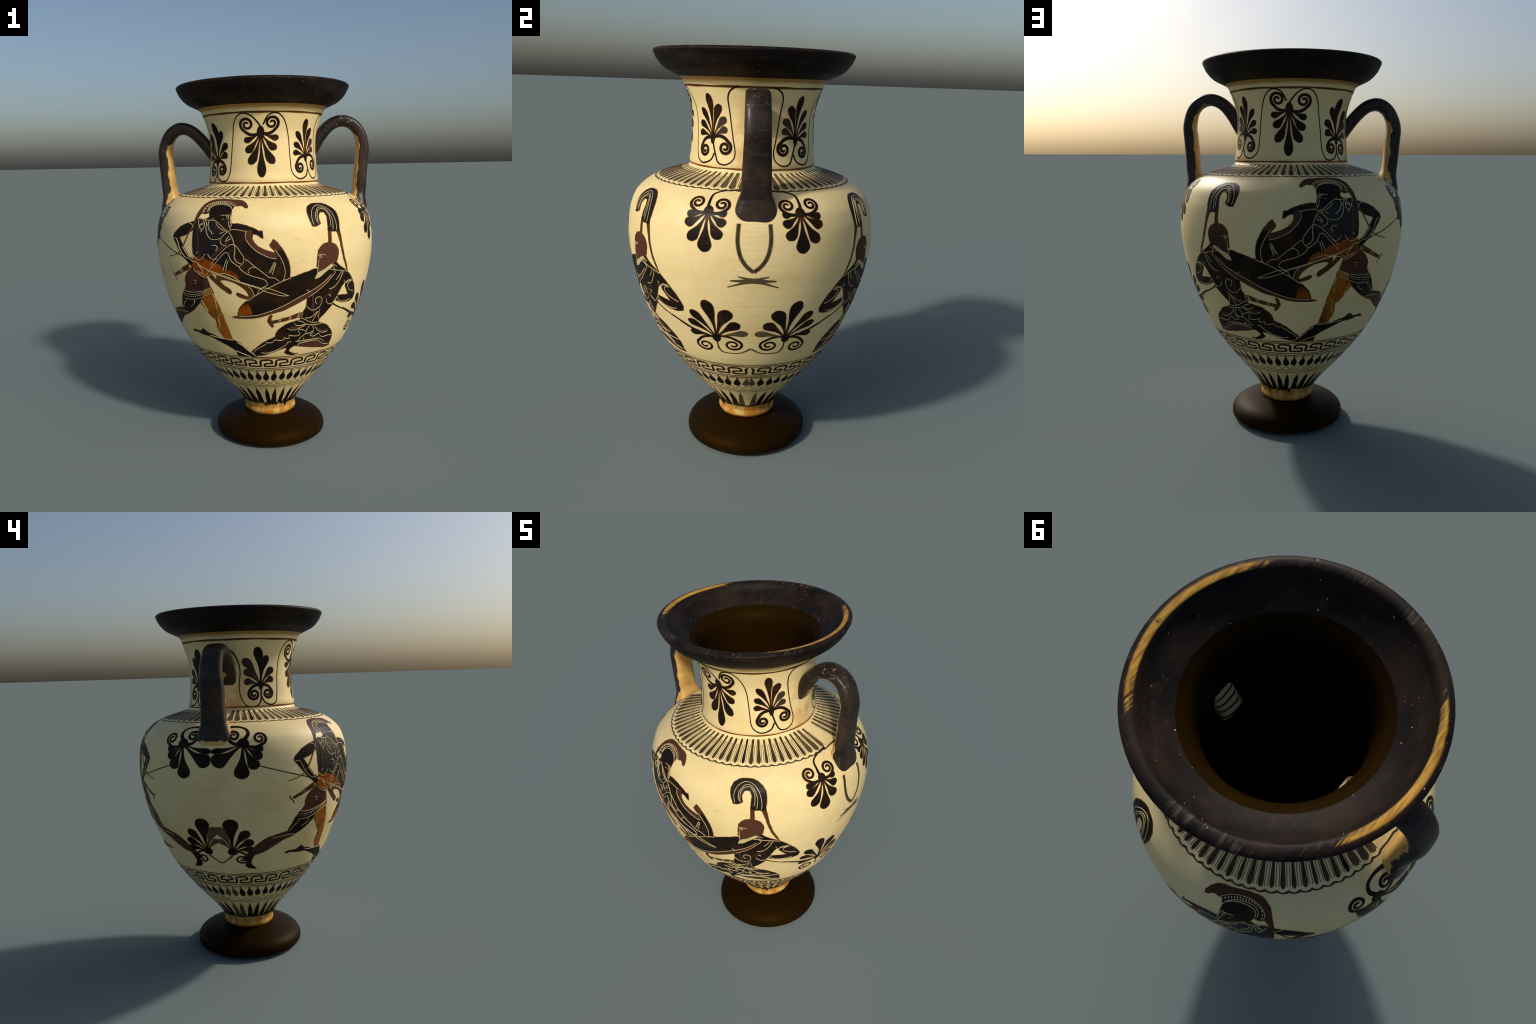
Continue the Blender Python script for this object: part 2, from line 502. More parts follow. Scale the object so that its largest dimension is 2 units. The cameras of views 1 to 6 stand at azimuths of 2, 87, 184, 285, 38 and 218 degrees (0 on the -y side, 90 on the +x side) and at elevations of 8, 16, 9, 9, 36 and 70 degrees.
def skirted(top2d, tris, lift):
    """Lift a flat piece of paint onto the wall and give it a thin edge."""
    deg = np.array([q[0] for q in top2d])
    z = np.array([q[1] for q in top2d])
    verts = list(on_wall(deg, z, lift))
    count = {}
    for f in tris:
        for i in range(len(f)):
            e = (f[i], f[(i + 1) % len(f)])
            count[e] = count.get(e, 0) + 1
    edge = [e for e in count if (e[1], e[0]) not in count]
    low = {}
    faces = list(tris)
    for a, b in edge:
        for v in (a, b):
            if v not in low:
                low[v] = len(verts)
                verts.append(on_wall(deg[v], z[v], -.0015))
        faces.append((b, a, low[a], low[b]))
    return verts, faces


def fill_mesh(path, lift, grid=.022):
    """Fill a closed outline given in (deg, m)."""
    deg = np.array([q[0] for q in path])
    z = np.array([q[1] for q in path])
    deg = np.clip(deg, -90.0, 90.0)
    rm = float(np.mean(wall_r(z)))
    s, t = np.radians(deg) * rm, arc_of(z)
    pts = [Vector((float(a), float(b))) for a, b in zip(s, t)]
    n = len(pts)
    ins = []
    for x in np.arange(s.min() + grid / 2, s.max(), grid):
        for y in np.arange(t.min() + grid / 2, t.max(), grid):
            ins.append(Vector((float(x), float(y))))
    vs, _, fs, _, _, _ = delaunay_2d_cdt(pts + ins, [(i, (i + 1) % n) for i in range(n)], [list(range(n))], 1, 1e-5)
    flat = [(math.degrees(v.x / rm), float(z_of(v.y))) for v in vs]
    tris = []
    for f in fs:
        f = list(f)
        a, b, c = vs[f[0]], vs[f[1]], vs[f[2]]
        if (b - a).cross(c - a) < 0:
            f.reverse()
        tris.append(tuple(f))
    used = sorted({i for f in tris for i in f})
    re = {v: i for i, v in enumerate(used)}
    return skirted([flat[i] for i in used], [tuple(re[i] for i in f) for f in tris], lift)


def stroke_mesh(path, widths, lift, closed=False):
    """A brush line of given width (m) at every point of a path in (deg, m)."""
    q = np.array(path, float)
    r = wall_r(q[:, 1])
    s, t = np.radians(q[:, 0]) * r, arc_of(q[:, 1])
    d = np.stack([np.gradient(np.radians(q[:, 0])) * r, np.gradient(t)], -1)
    if closed:
        ext = np.vstack([q[-1], q, q[0]])
        d = np.stack([(np.radians(ext[2:, 0] - ext[:-2, 0])) * r / 2, (arc_of(ext[2:, 1]) - arc_of(ext[:-2, 1])) / 2], -1)
    d /= np.maximum(np.hypot(*d.T), 1e-9)[:, None]
    nrm = np.stack([-d[:, 1], d[:, 0]], -1)
    w = np.asarray(widths)[:, None] / 2
    L = np.stack([t * 0, t], -1) + nrm * w
    R = np.stack([t * 0, t], -1) - nrm * w
    flat = []
    for side in (L, R):
        for i in range(len(q)):
            flat.append((float(np.clip(q[i, 0] + math.degrees(side[i, 0] / r[i]), -90, 90)), float(z_of(side[i, 1]))))
    n = len(q)
    quads = [(n + i, n + (i + 1) % n, (i + 1) % n, i) for i in range(n if closed else n - 1)]
    return skirted(flat, quads, lift)


def both_sides(name, pieces, mat, parent_pair, stuff=False):
    """One painted piece on the front and its mirror image on the back."""
    verts, faces = [], []
    for v, f in pieces:
        o = len(verts)
        verts += list(v)
        faces += [tuple(i + o for i in g) for g in f]
    add(name, verts, faces, [mat], parent_pair[0], smooth=False, stuff=stuff)
    add(name, [(v[0], -v[1], v[2]) for v in verts], [g[::-1] for g in faces], [mat], parent_pair[1], smooth=False, stuff=stuff)


def outline_fringe(path, width=.0066):
    n = len(path)
    return stroke_mesh(path, [width * (1 + .35 * math.sin(i * .9) * math.sin(i * .23)) for i in range(n)], STEP * .6, closed=True)


def metres(pts):
    return [(a, h / 100) for a, h in pts]


def fill(figure, part, mat, coat, *pts):
    return ("fill", figure, part, mat, coat, 0, 0, metres(pts))


def line(figure, part, mat, coat, w, w_end, *pts):
    return ("line", figure, part, mat, coat, w / 1000, w_end / 1000, metres(pts))


# ------------------------------------------------------------------ the two warriors
# Every piece of armour and limb is one brushed shape, drawn by control points (deg, cm).
FIGURES = [
    fill('warrior', 'shield', 'black', 1,
         (-14.5, 128.4), (-12, 128.7), (-9.6, 128.5), (-7.1, 127.9), (-4.7, 127.1), (-2.8, 126.3), (-0.9, 125.3), (0.7, 125.1), (1, 121.7), (-0.2, 122.5), (-1.8, 123.6), (-3.5, 124), (-3.9, 123), (-3.7, 120.9), (-2.8, 119.4), (-1, 117.6), (1.3, 116.4), (3.4, 115.5), (5.7, 114.8), (6.6, 114.8), (5.9, 116), (4.1, 118.1), (4.4, 119), (5.7, 121.2), (7.1, 119.9), (9.2, 117.2), (11, 113.9), (12.4, 110.6), (13.1, 107.5), (13.2, 104.2), (12.9, 102.1), (10.1, 100.7), (7.3, 99.2), (3.4, 97.1), (0.5, 95.7), (-2.5, 94.1), (-3.5, 93), (-4.6, 96.2), (-6.4, 98.3), (-10, 100.2), (-14.8, 102), (-19.8, 103.9), (-21, 108), (-20.8, 115.6), (-19.3, 123.1), (-17, 126.8)),
    fill('warrior', 'shield_rim', 'maroon', 2,
         (-6.3, 125.5), (-4.2, 125.9), (-3.8, 124.3), (-4.1, 122.8), (-3.7, 120.9), (-2.8, 119.4), (-1, 117.6), (1.3, 116.4), (3.4, 115.5), (6.4, 114.7), (7.8, 113.3), (7.5, 112), (5.9, 112.2), (3.3, 113.1), (0.4, 114.2), (-2.4, 116.2), (-4.7, 118.7), (-6, 120.6), (-6.6, 122.8), (-6.6, 124.5)),
    fill('warrior', 'shield_horn', 'brown', 2,
         (4.1, 118.1), (4.4, 119), (5.7, 121.2), (7.1, 119.9), (9.2, 117.2), (9.9, 115.7), (8, 116), (6.8, 114.8), (5.9, 116)),
    fill('warrior', 'sash', 'brown', 2,
         (-22, 103.2), (-19.9, 102.8), (-16.1, 101.7), (-12.4, 100.4), (-9.3, 99.3), (-6.7, 98.3), (-5.3, 97), (-4.1, 94.9), (-3.6, 93), (-6.1, 91.2), (-9.6, 91.8), (-11.8, 92.8), (-12.6, 93.9), (-11.7, 94.7), (-9.9, 94), (-7.9, 93.2), (-6.6, 92.7), (-6.5, 93.7), (-7.8, 95.9), (-10.1, 98), (-12.8, 99.6), (-16.2, 100.7), (-18.8, 100.9), (-20.2, 100.2), (-21.7, 101.2)),
    fill('warrior', 'sash', 'brown', 2,
         (-26.2, 102.7), (-23.9, 103.4), (-22.2, 101.4), (-19.9, 100), (-17.8, 98), (-15.8, 96.8), (-14.6, 95.2), (-14.9, 93.8), (-16.1, 93.8), (-17.8, 95), (-20.5, 97), (-23, 99.3), (-25, 101.2)),
    fill('warrior', 'arm', 'black', 1,
         (-34.8, 129.3), (-37.5, 128.6), (-40.9, 127.5), (-43.7, 126.2), (-46.2, 124.3), (-48.2, 122.5), (-49, 121), (-48, 119.7), (-46, 117.2), (-43.5, 114.3), (-41.4, 111.9), (-38.6, 109.5), (-36.4, 107.6), (-34.4, 105.6), (-33.6, 109.4), (-35.1, 110.6), (-37, 111.8), (-39, 114.2), (-40.8, 116.6), (-42.3, 119.1), (-43.9, 121.2), (-40.7, 122.1), (-37.9, 123.3), (-35.6, 124.7), (-34.4, 125.2)),
    fill('warrior', 'cuirass', 'sheen_tinted', 1,
         (-32.3, 130.3), (-33.9, 129.2), (-34.6, 127.7), (-34.4, 125.2), (-34.5, 122.2), (-34.5, 119.1), (-34.4, 115.8), (-34, 113), (-33.1, 111.8), (-31, 110.6), (-28.7, 109.8), (-25.9, 108.7), (-21.6, 108.2), (-17.7, 107.8), (-13.9, 109.5), (-12.1, 113.1), (-11.8, 118.1), (-13, 121.5), (-14.3, 124.2), (-15.8, 125.6), (-22.4, 129.8), (-28, 130.4)),
    fill('warrior', 'helmet', 'black', 1,
         (-26.6, 133.1), (-27.3, 134.8), (-27.1, 136), (-25.6, 136.8), (-22, 137.2), (-18.3, 137), (-15.8, 136.1), (-14.8, 134.5), (-14.8, 133.3), (-14.7, 131.6), (-14.3, 129.7), (-13.8, 127.8), (-13.9, 126.9), (-14.2, 126.2), (-14.7, 125.6), (-15.8, 124.6), (-19, 126.3), (-22.2, 128.9), (-27.8, 129.9), (-29.2, 130.4), (-27.5, 130.8), (-26.2, 131.6), (-25.9, 132.1)),
    fill('warrior', 'crest_holder', 'black', 1,
         (-31, 133.5), (-30.8, 134.7), (-30.7, 135.9), (-29.2, 137.2), (-26.9, 138.4), (-23.5, 139), (-19.3, 139), (-15.2, 138.4), (-12.6, 137), (-14.1, 136.6), (-14.7, 135.6), (-16.1, 136.5), (-18.1, 137.1), (-22.1, 137.2), (-24.9, 136.8), (-26.6, 135.7), (-27.1, 134.3), (-27.4, 133.8), (-28.9, 133.2)),
    fill('warrior', 'crest', 'maroon', 2,
         (-34.6, 129.2), (-34.3, 131.1), (-33.8, 133.7), (-33.2, 136.3), (-32.1, 138), (-29.9, 139.3), (-25.9, 139.9), (-20.4, 139.9), (-15.2, 139.7), (-11, 139.4), (-8.5, 138.3), (-6.8, 136.8), (-7.1, 136), (-8.2, 136.2), (-9.5, 136.9), (-11.2, 137.1), (-12.6, 137), (-15.2, 138.4), (-19.3, 139), (-23.5, 138.9), (-26.9, 138.4), (-29.2, 137.2), (-30.7, 135.9), (-30.9, 133.7), (-31.7, 133.1), (-32.5, 131.7), (-33.2, 130), (-33.7, 128.2), (-34.4, 126.7), (-34.9, 125.4), (-35, 127.4)),
    line('warrior', 'crest_tail', 'rust', 3, 9, 3,
         (-34.1, 128.7), (-35.2, 126.2), (-37.2, 123.3), (-38.7, 120.4), (-40.6, 117.1), (-43.1, 114.1), (-46.7, 111.9), (-52.7, 110.3)),
    fill('warrior', 'loincloth', 'orange', 2,
         (-34.4, 109.6), (-34.1, 111.5), (-32.2, 112), (-29.7, 112.3), (-27.2, 111.3), (-24.7, 110.5), (-22.3, 109.3), (-19.7, 108.7), (-18.3, 107.1), (-17.6, 105.6), (-14.6, 105.9), (-12.2, 104.5), (-10.1, 102), (-13, 102.4), (-16.8, 103.3), (-20.6, 104), (-23.9, 103.7), (-26.5, 102.7), (-27.3, 101.5), (-29.6, 102.1), (-31.9, 103.2), (-34.1, 105.2), (-35.1, 107.3)),
    fill('warrior', 'scabbard', 'brown', 1,
         (-49.9, 101.2), (-44.6, 103.8), (-40.6, 106.2), (-37, 107.9), (-35.3, 105.9), (-38.7, 104.7), (-43.6, 102.7), (-48.7, 100.6)),
    line('warrior', 'scabbard', 'black', 1, 7, 4,
         (-51.6, 102.4), (-50.7, 100.6), (-49.5, 99.6), (-48.5, 97.7)),
    fill('warrior', 'tunic', 'maroon', 1,
         (-35.2, 105.5), (-38, 104), (-40.3, 101.9), (-41.8, 99), (-42, 95.9), (-44.1, 92.8), (-41.7, 92.5), (-36.7, 93), (-32.3, 93.8), (-28.9, 95.1), (-25.7, 96.4), (-26.5, 99), (-27, 101.1), (-27.3, 101.5), (-29.6, 102.1), (-31.9, 103.2), (-34.1, 105.1)),
    fill('warrior', 'tunic_hem', 'black', 1,
         (-44.1, 93), (-46.3, 90.5), (-48.1, 87.7), (-44.7, 87.9), (-39.1, 88.5), (-34.8, 89.3), (-31.8, 90.5), (-31, 94.2), (-36.7, 92.9), (-41.3, 92.5)),
    fill('warrior', 'tunic_hem', 'amber', 1,
         (-31, 94.2), (-25.7, 96.5), (-24.6, 94), (-25.1, 92.9), (-29, 91.7), (-31.8, 90.4)),
    fill('warrior', 'thigh', 'black', 1,
         (-46.9, 90.2), (-48.9, 86.1), (-51.1, 81.9), (-50.3, 81.5), (-46.7, 79.9), (-41.8, 82), (-37.7, 84.7), (-34.7, 87.4), (-32.6, 89.9), (-34.8, 89.3), (-41.2, 88.2), (-47.1, 87.9)),
    fill('warrior', 'thigh', 'amber', 1,
         (-33.4, 89.5), (-31.8, 90.4), (-29, 91.7), (-25.1, 93.1), (-23.9, 90), (-22.7, 86.7), (-21.9, 83.4), (-21.7, 81.7), (-24.5, 79.4), (-25.9, 78.8), (-28.1, 80.1), (-30.2, 82.8), (-32.3, 86), (-34.2, 87.7)),
    fill('warrior', 'shin', 'amber', 1,
         (-26.1, 78.6), (-25, 79), (-21.5, 82.8), (-21.2, 79.4), (-20.5, 75.9), (-19.9, 72.1), (-19.2, 68.5), (-18.6, 67.1), (-23.4, 68), (-25.2, 70), (-26.5, 72.3), (-26.7, 75.3)),
    fill('warrior', 'greave', 'maroon', 1,
         (-50.5, 82.1), (-46.2, 79.5), (-52.5, 77.6), (-62.7, 72), (-69.3, 69.8), (-72.4, 69.9), (-73.7, 70.9), (-68.9, 75.2), (-63.2, 79.2), (-56.6, 81.2)),
    fill('warrior', 'foot', 'black', 1,
         (-69.3, 70), (-71.1, 67.1), (-71.4, 64.2), (-68.1, 61), (-72.5, 61.5), (-74.9, 62.9), (-74.5, 66.7), (-77, 67.8), (-72.4, 71.3)),
    line('warrior', 'spear', 'black', 1, 5, 5,
         (-67.5, 119.4), (-60.1, 117.1), (-51.9, 114.5), (-37, 110.1)),
    line('warrior', 'baldric', 'maroon', 3, 10, 10,
         (-31.4, 130.8), (-31.6, 126.3), (-31.3, 119.8), (-30.5, 113.5), (-28.7, 109.3)),
    line('warrior', 'baldric', 'maroon', 3, 10, 10,
         (-13.5, 122.7), (-16.7, 118.7), (-20.5, 115.1), (-23.5, 112.2)),
    line('warrior', 'incised_line', 'cream', 4, 2.5, 2.5,
         (-30.4, 133.5), (-31, 134.9), (-30.3, 136.6), (-28.2, 138), (-24.6, 138.8), (-20.2, 138.9), (-16, 138.3), (-12.8, 136.8)),
    line('warrior', 'incised_line', 'cream', 4, 2.5, 2.5,
         (-27.4, 134.1), (-27.6, 135.7), (-26, 136.9), (-22.6, 137.4), (-18.8, 137.2), (-15.9, 136.3), (-14.8, 135.4)),
    line('warrior', 'incised_line', 'cream', 4, 2.5, 2.5,
         (-28.3, 134), (-28.6, 136.1), (-26.7, 137.4), (-22.9, 137.9), (-18.7, 137.6), (-15.3, 136.4)),
    line('warrior', 'incised_line', 'cream', 4, 2.5, 2.5,
         (-32.2, 130), (-31.2, 127.6), (-30.1, 125.9), (-29.1, 125.3)),
    line('warrior', 'incised_line', 'cream', 4, 2.5, 2.5,
         (-29.4, 130.1), (-28.2, 128.7), (-28.3, 126.5), (-29.9, 124.2)),
    line('warrior', 'incised_line', 'cream', 4, 2.5, 2.5,
         (-28.2, 130.2), (-27, 128.7), (-26.9, 126), (-26, 123.3), (-24.3, 121.4), (-21.8, 120.9), (-19.2, 121.6)),
    line('warrior', 'incised_line', 'cream', 4, 2.5, 2.5,
         (-25.7, 129.8), (-26, 127.8), (-25.2, 126.3), (-25.1, 125.4), (-23.9, 124.9), (-23.6, 123.7), (-22.5, 123.7)),
    line('warrior', 'incised_line', 'cream', 4, 2.5, 2.5,
         (-29.8, 130.5), (-25.8, 130.1), (-22.4, 130), (-19.7, 128.2), (-17.4, 126.3), (-15.6, 125.4), (-14.3, 123.9), (-13.2, 122), (-12.6, 120), (-12.2, 118.7)),
    line('warrior', 'incised_line', 'cream', 4, 2.5, 2.5,
         (-22, 129.1), (-20.4, 127.2), (-18.7, 126), (-17.1, 125.3), (-15.9, 124.7)),
    line('warrior', 'incised_line', 'cream', 4, 2.5, 2.5,
         (-19.6, 123.8), (-17.5, 124.8)),
    line('warrior', 'incised_line', 'cream', 4, 2.5, 2.5,
         (-15.5, 124.9), (-17.5, 123.1), (-19, 120.9), (-18.4, 118.9), (-16.2, 118.1)),
    line('warrior', 'incised_line', 'cream', 4, 2.5, 2.5,
         (-23.4, 118), (-21.5, 118.2), (-20.4, 117.1), (-20.8, 115.9), (-21.8, 115.8)),
    line('warrior', 'incised_line', 'cream', 4, 2.5, 2.5,
         (-16.5, 119.9), (-15.9, 121.4), (-14.7, 122.9)),
    line('warrior', 'incised_line', 'cream', 4, 2.5, 2.5,
         (-16.4, 120.3), (-13.7, 121.6)),
    line('warrior', 'incised_line', 'cream', 4, 2.5, 2.5,
         (-34, 112.8), (-32.2, 110.8), (-29.8, 110.6), (-28.3, 111.9), (-27.2, 113.7)),
    line('warrior', 'incised_line', 'cream', 4, 2.5, 2.5,
         (-25.6, 113.7), (-24.6, 112.1), (-22.8, 111.2), (-20.6, 111.7)),
    line('warrior', 'incised_line', 'cream', 4, 2.5, 2.5,
         (-48.3, 120.4), (-46, 120.1), (-44.7, 118.1), (-43.5, 115.6), (-40.9, 112.4), (-38.5, 110.8), (-36.5, 110.7)),
    line('warrior', 'incised_line', 'cream', 4, 2.5, 2.5,
         (-41.2, 116.6), (-39, 113.6), (-36.8, 111.2)),
    line('warrior', 'incised_line', 'cream', 4, 2.5, 2.5,
         (-37.7, 128.3), (-36, 128), (-34.6, 126.2)),
    line('warrior', 'incised_line', 'cream', 4, 2.5, 2.5,
         (-36.5, 110.7), (-34.6, 109.4), (-32.1, 109), (-29.6, 106.6)),
    line('warrior', 'incised_line', 'cream', 4, 2.5, 2.5,
         (-19.9, 132.6), (-17.5, 132.6), (-15.1, 132.8)),
    line('warrior', 'incised_line', 'cream', 4, 2.5, 2.5,
         (-14.8, 132.6), (-14.5, 130.2), (-13.8, 127.6), (-14.6, 127.4), (-14.3, 126.3)),
    line('warrior', 'incised_line', 'cream', 4, 2.5, 2.5,
         (-15.6, 130.2), (-15, 127.8), (-14.3, 126.3)),
    line('warrior', 'incised_line', 'cream', 4, 2.5, 2.5,
         (-16.9, 131.8), (-16.4, 132.4), (-15.6, 131.9), (-15.8, 130.8), (-16.7, 131.2)),
    line('warrior', 'incised_line', 'cream', 4, 2.5, 2.5,
         (-31, 127.6), (-29.1, 128.9)),
    line('warrior', 'incised_line', 'cream', 4, 2.5, 2.5,
         (-30.7, 127.4), (-28.7, 128.4)),
    line('warrior', 'incised_line', 'cream', 4, 2.5, 2.5,
         (-32.1, 113.2), (-31.3, 114.8)),
    line('warrior', 'incised_line', 'cream', 4, 2.5, 2.5,
         (-24.3, 130.9), (-23.3, 130.8)),
    line('warrior', 'incised_line', 'cream', 4, 2.5, 2.5,
         (-19, 130.7), (-18.2, 130.9)),
    line('warrior', 'incised_line', 'cream', 4, 2.5, 2.5,
         (-6.5, 125.6), (-7.1, 123.5), (-6.8, 121.6), (-5.6, 119.4), (-3.7, 117.2), (-1.5, 115.2), (1.1, 113.8), (4, 112.4), (7, 111.7)),
    line('warrior', 'incised_line', 'cream', 4, 2.5, 2.5,
         (-14.7, 125.4), (-13.6, 125.9), (-11.1, 125.9), (-8.7, 125.5), (-6.8, 125)),
    line('warrior', 'incised_line', 'cream', 4, 2.5, 2.5,
         (6.3, 116.4), (7.5, 114.5), (9.1, 111.7), (10.3, 108.7), (10.9, 105.6), (10.8, 103.2), (10.1, 100.9)),
    line('warrior', 'incised_line', 'cream', 4, 2.5, 2.5,
         (-24.5, 108.3), (-20.8, 112.6), (-19.2, 114.2), (-16.7, 116.8), (-14.2, 118.6), (-12.2, 118.7), (-10.6, 117.1), (-9.4, 115.2), (-8, 113), (-7.9, 110.9), (-8.8, 109.2), (-10.3, 108), (-11.9, 109.1), (-13.8, 110.8), (-14.7, 112.8), (-15.2, 114.3), (-16.2, 114.9), (-17.7, 114), (-19.3, 112.1), (-22.6, 108.4), (-24.7, 106.2)),
    line('warrior', 'incised_line', 'cream', 4, 2.5, 2.5,
         (-10.3, 108), (-9.2, 106.4), (-7.3, 104.8), (-5, 103.6), (-1.5, 102.5), (1.1, 101.6), (2.3, 100.4), (2.8, 98.8), (0.3, 97.3), (-1.4, 96), (-2.3, 94.1)),
    line('warrior', 'incised_line', 'cream', 4, 2.5, 2.5,
         (-7.3, 111.8), (-5.7, 110.7), (-3, 108.2), (-0.2, 105.9), (2.1, 103.8), (3.7, 102.6), (5.8, 102.3), (7, 101.6), (8.2, 100.5)),
    line('warrior', 'incised_line', 'cream', 4, 2.5, 2.5,
         (-12.2, 118.6), (-11.9, 116.9), (-12.1, 114.4), (-12.3, 112.6), (-11.6, 110.9), (-10.5, 109.9), (-9.1, 109.4)),
    line('warrior', 'incised_line', 'cream', 4, 2.5, 2.5,
         (-2.5, 107.9), (-4.2, 107.7), (-5.6, 106.8), (-6.1, 105.6), (-5.6, 104.7)),
    line('warrior', 'incised_line', 'cream', 4, 2.5, 2.5,
         (3.3, 104.8), (4.7, 107.6), (6, 110.1), (6.7, 109.5), (5.8, 106.8), (5, 104)),
    line('warrior', 'incised_line', 'cream', 4, 2.5, 2.5,
         (4.1, 104.8), (6.1, 109.1)),
    line('warrior', 'incised_line', 'cream', 4, 2.5, 2.5,
         (-18.1, 105.8), (-16.9, 109.2), (-16, 111.5)),
    line('warrior', 'incised_line', 'cream', 4, 2.5, 2.5,
         (-16.8, 105.6), (-15.9, 109.2), (-15.2, 111)),
    line('warrior', 'incised_line', 'cream', 4, 2.5, 2.5,
         (-26.7, 106.1), (-22.4, 104.5), (-17.3, 103), (-12.4, 101.1), (-7.6, 99.5), (-2.8, 98), (0.1, 96.9)),
    line('warrior', 'incised_line', 'cream', 4, 2.5, 2.5,
         (-26.8, 105.4), (-22.5, 103.9), (-17.3, 102.4), (-12.4, 100.7), (-7.6, 99.1), (-2.8, 97.5), (0, 96.4)),
    line('warrior', 'incised_line', 'cream', 4, 2.5, 2.5,
         (-0.4, 97.3), (3.2, 97), (8.1, 95), (13.1, 92.8), (9.3, 93), (4.4, 94.5), (1, 95.7), (-0.2, 96.9)),
    line('warrior', 'incised_line', 'cream', 4, 2.5, 2.5,
         (-19.8, 104.2), (-17.7, 104.4), (-14.7, 103.4), (-12.3, 102.1), (-10.2, 100.6)),
    line('warrior', 'incised_line', 'cream', 4, 2.5, 2.5,
         (-6.4, 98.3), (-5, 96.8), (-4.1, 94.9), (-3.6, 93)),
    line('warrior', 'incised_line', 'cream', 4, 2.5, 2.5,
         (-44.1, 92.8), (-39.7, 92.6), (-35.9, 93.1), (-31, 94.2), (-26, 96.3)),
    line('warrior', 'incised_line', 'cream', 4, 2.5, 2.5,
         (-45, 91.6), (-41, 91.2), (-35.5, 92), (-30.4, 93.7), (-25.8, 95.8)),
    line('warrior', 'incised_line', 'cream', 4, 2.5, 2.5,
         (-45.4, 88.4), (-39.1, 88.6), (-34, 89.9), (-29.6, 91.9), (-25, 93.7)),
    line('warrior', 'incised_line', 'cream', 4, 2.5, 2.5,
         (-38, 88.4), (-38.4, 86.6), (-42.4, 84.1)),
    line('warrior', 'incised_line', 'cream', 4, 2.5, 2.5,
         (-44.4, 87.7), (-47.8, 84.9), (-49.8, 82.2)),
    line('warrior', 'incised_line', 'cream', 4, 2.5, 2.5,
         (-59.4, 79.4), (-54.6, 79.9), (-49.5, 80.4), (-46.1, 80.2)),
    line('warrior', 'incised_line', 'cream', 4, 2.5, 2.5,
         (-32.9, 88.7), (-31.3, 85.8), (-30.1, 83.1)),
    line('warrior', 'incised_line', 'cream', 4, 2.5, 2.5,
         (-25.4, 93.1), (-24.4, 90.5), (-24.2, 87.1), (-24.5, 85.1)),
    line('warrior', 'incised_line', 'cream', 4, 2.5, 2.5,
         (-34.9, 109.5), (-32.4, 109.2), (-30.1, 107.4), (-27.3, 106.3), (-23.8, 105), (-20.3, 104)),
    line('warrior', 'incised_line', 'cream', 4, 2.5, 2.5,
         (-34.5, 105.2), (-31.8, 103.3), (-29.6, 102.1), (-27.3, 101.5)),
    line('warrior', 'incised_line', 'cream', 4, 2.5, 2.5,
         (-31.8, 108.4), (-30.2, 106.4), (-28.9, 105.2), (-29.4, 103.5), (-30.8, 103.9), (-32.3, 104.9)),
    line('warrior', 'incised_line', 'cream', 4, 2.5, 2.5,
         (-29.4, 103.3), (-27.4, 102.9), (-26.3, 104.3)),
    line('warrior', 'incised_line', 'cream', 4, 2.5, 2.5,
         (-35.5, 99.5), (-33.8, 99.6)),
    line('warrior', 'incised_line', 'cream', 4, 2.5, 2.5,
         (-35.1, 97.7), (-33.6, 98.7)),
    line('warrior', 'incised_line', 'cream', 4, 2.5, 2.5,
         (-44.1, 104.2), (-44.3, 102.5)),
    line('warrior', 'incised_line', 'cream', 4, 2.5, 2.5,
         (-42.8, 104.7), (-43, 103)),
    line('warrior', 'incised_line', 'cream', 4, 2.5, 2.5,
         (-37, 107.4), (-37.1, 105.5)),
    line('warrior', 'incised_line', 'cream', 4, 2.5, 2.5,
         (-36.1, 107.4), (-36.2, 105.8)),
    line('warrior', 'incised_line', 'cream', 4, 2.5, 2.5,
         (-22, 82.8), (-23.8, 81.2), (-24.9, 78.7), (-24.9, 76.1), (-26.3, 73.2)),
    fill('fallen', 'crest', 'black', 1,
         (23.9, 134.7), (25, 136.1), (28.3, 137.2), (32, 137.3), (35.5, 136.9), (38.1, 135.6), (40.1, 133.7), (40.7, 131.4), (40.7, 128.6), (40.2, 125.2), (40.2, 122.9), (38.7, 123.1), (37.3, 123.6), (35.5, 123.7), (33.1, 123.6), (33.2, 125.7), (33.5, 128.5), (33.8, 130.7), (33.1, 133), (31.5, 133.2), (29.9, 132.8), (29, 131), (29, 129.3), (29.3, 127.9), (28.1, 127.1), (26.5, 126.7), (24.8, 126.8), (24.3, 128.5), (23.6, 130.9), (23.4, 133.1)),
    fill('fallen', 'crest_stem', 'brown', 1,
         (33.2, 124), (34.8, 123.9), (34.4, 117.6), (32.8, 117.7)),
    fill('fallen', 'crest_tail', 'brown', 1,
         (38.3, 123.2), (40.3, 123.5), (40.9, 119.4), (41.7, 114.7), (43.1, 109.9), (44.7, 106.1), (46.4, 101.9), (44.7, 104.6), (42.7, 108.7), (41.3, 112.7), (40.2, 116.9), (39.4, 120.1)),
    fill('fallen', 'helmet', 'maroon', 2,
         (33.7, 118.1), (31.3, 118), (29.1, 117), (27.5, 115.2), (26.9, 112.9), (26.7, 110.9), (26.6, 108.7), (26.5, 106.9), (27, 106.6), (27.3, 105.1), (27.1, 103.4), (28.8, 104.1), (31.3, 105.3), (33.8, 107.1), (35.1, 107.5), (37.5, 108.1), (38.4, 110.4), (38.8, 113), (38.1, 115.4), (36.4, 117.1)),
    fill('fallen', 'shield', 'black', 2,
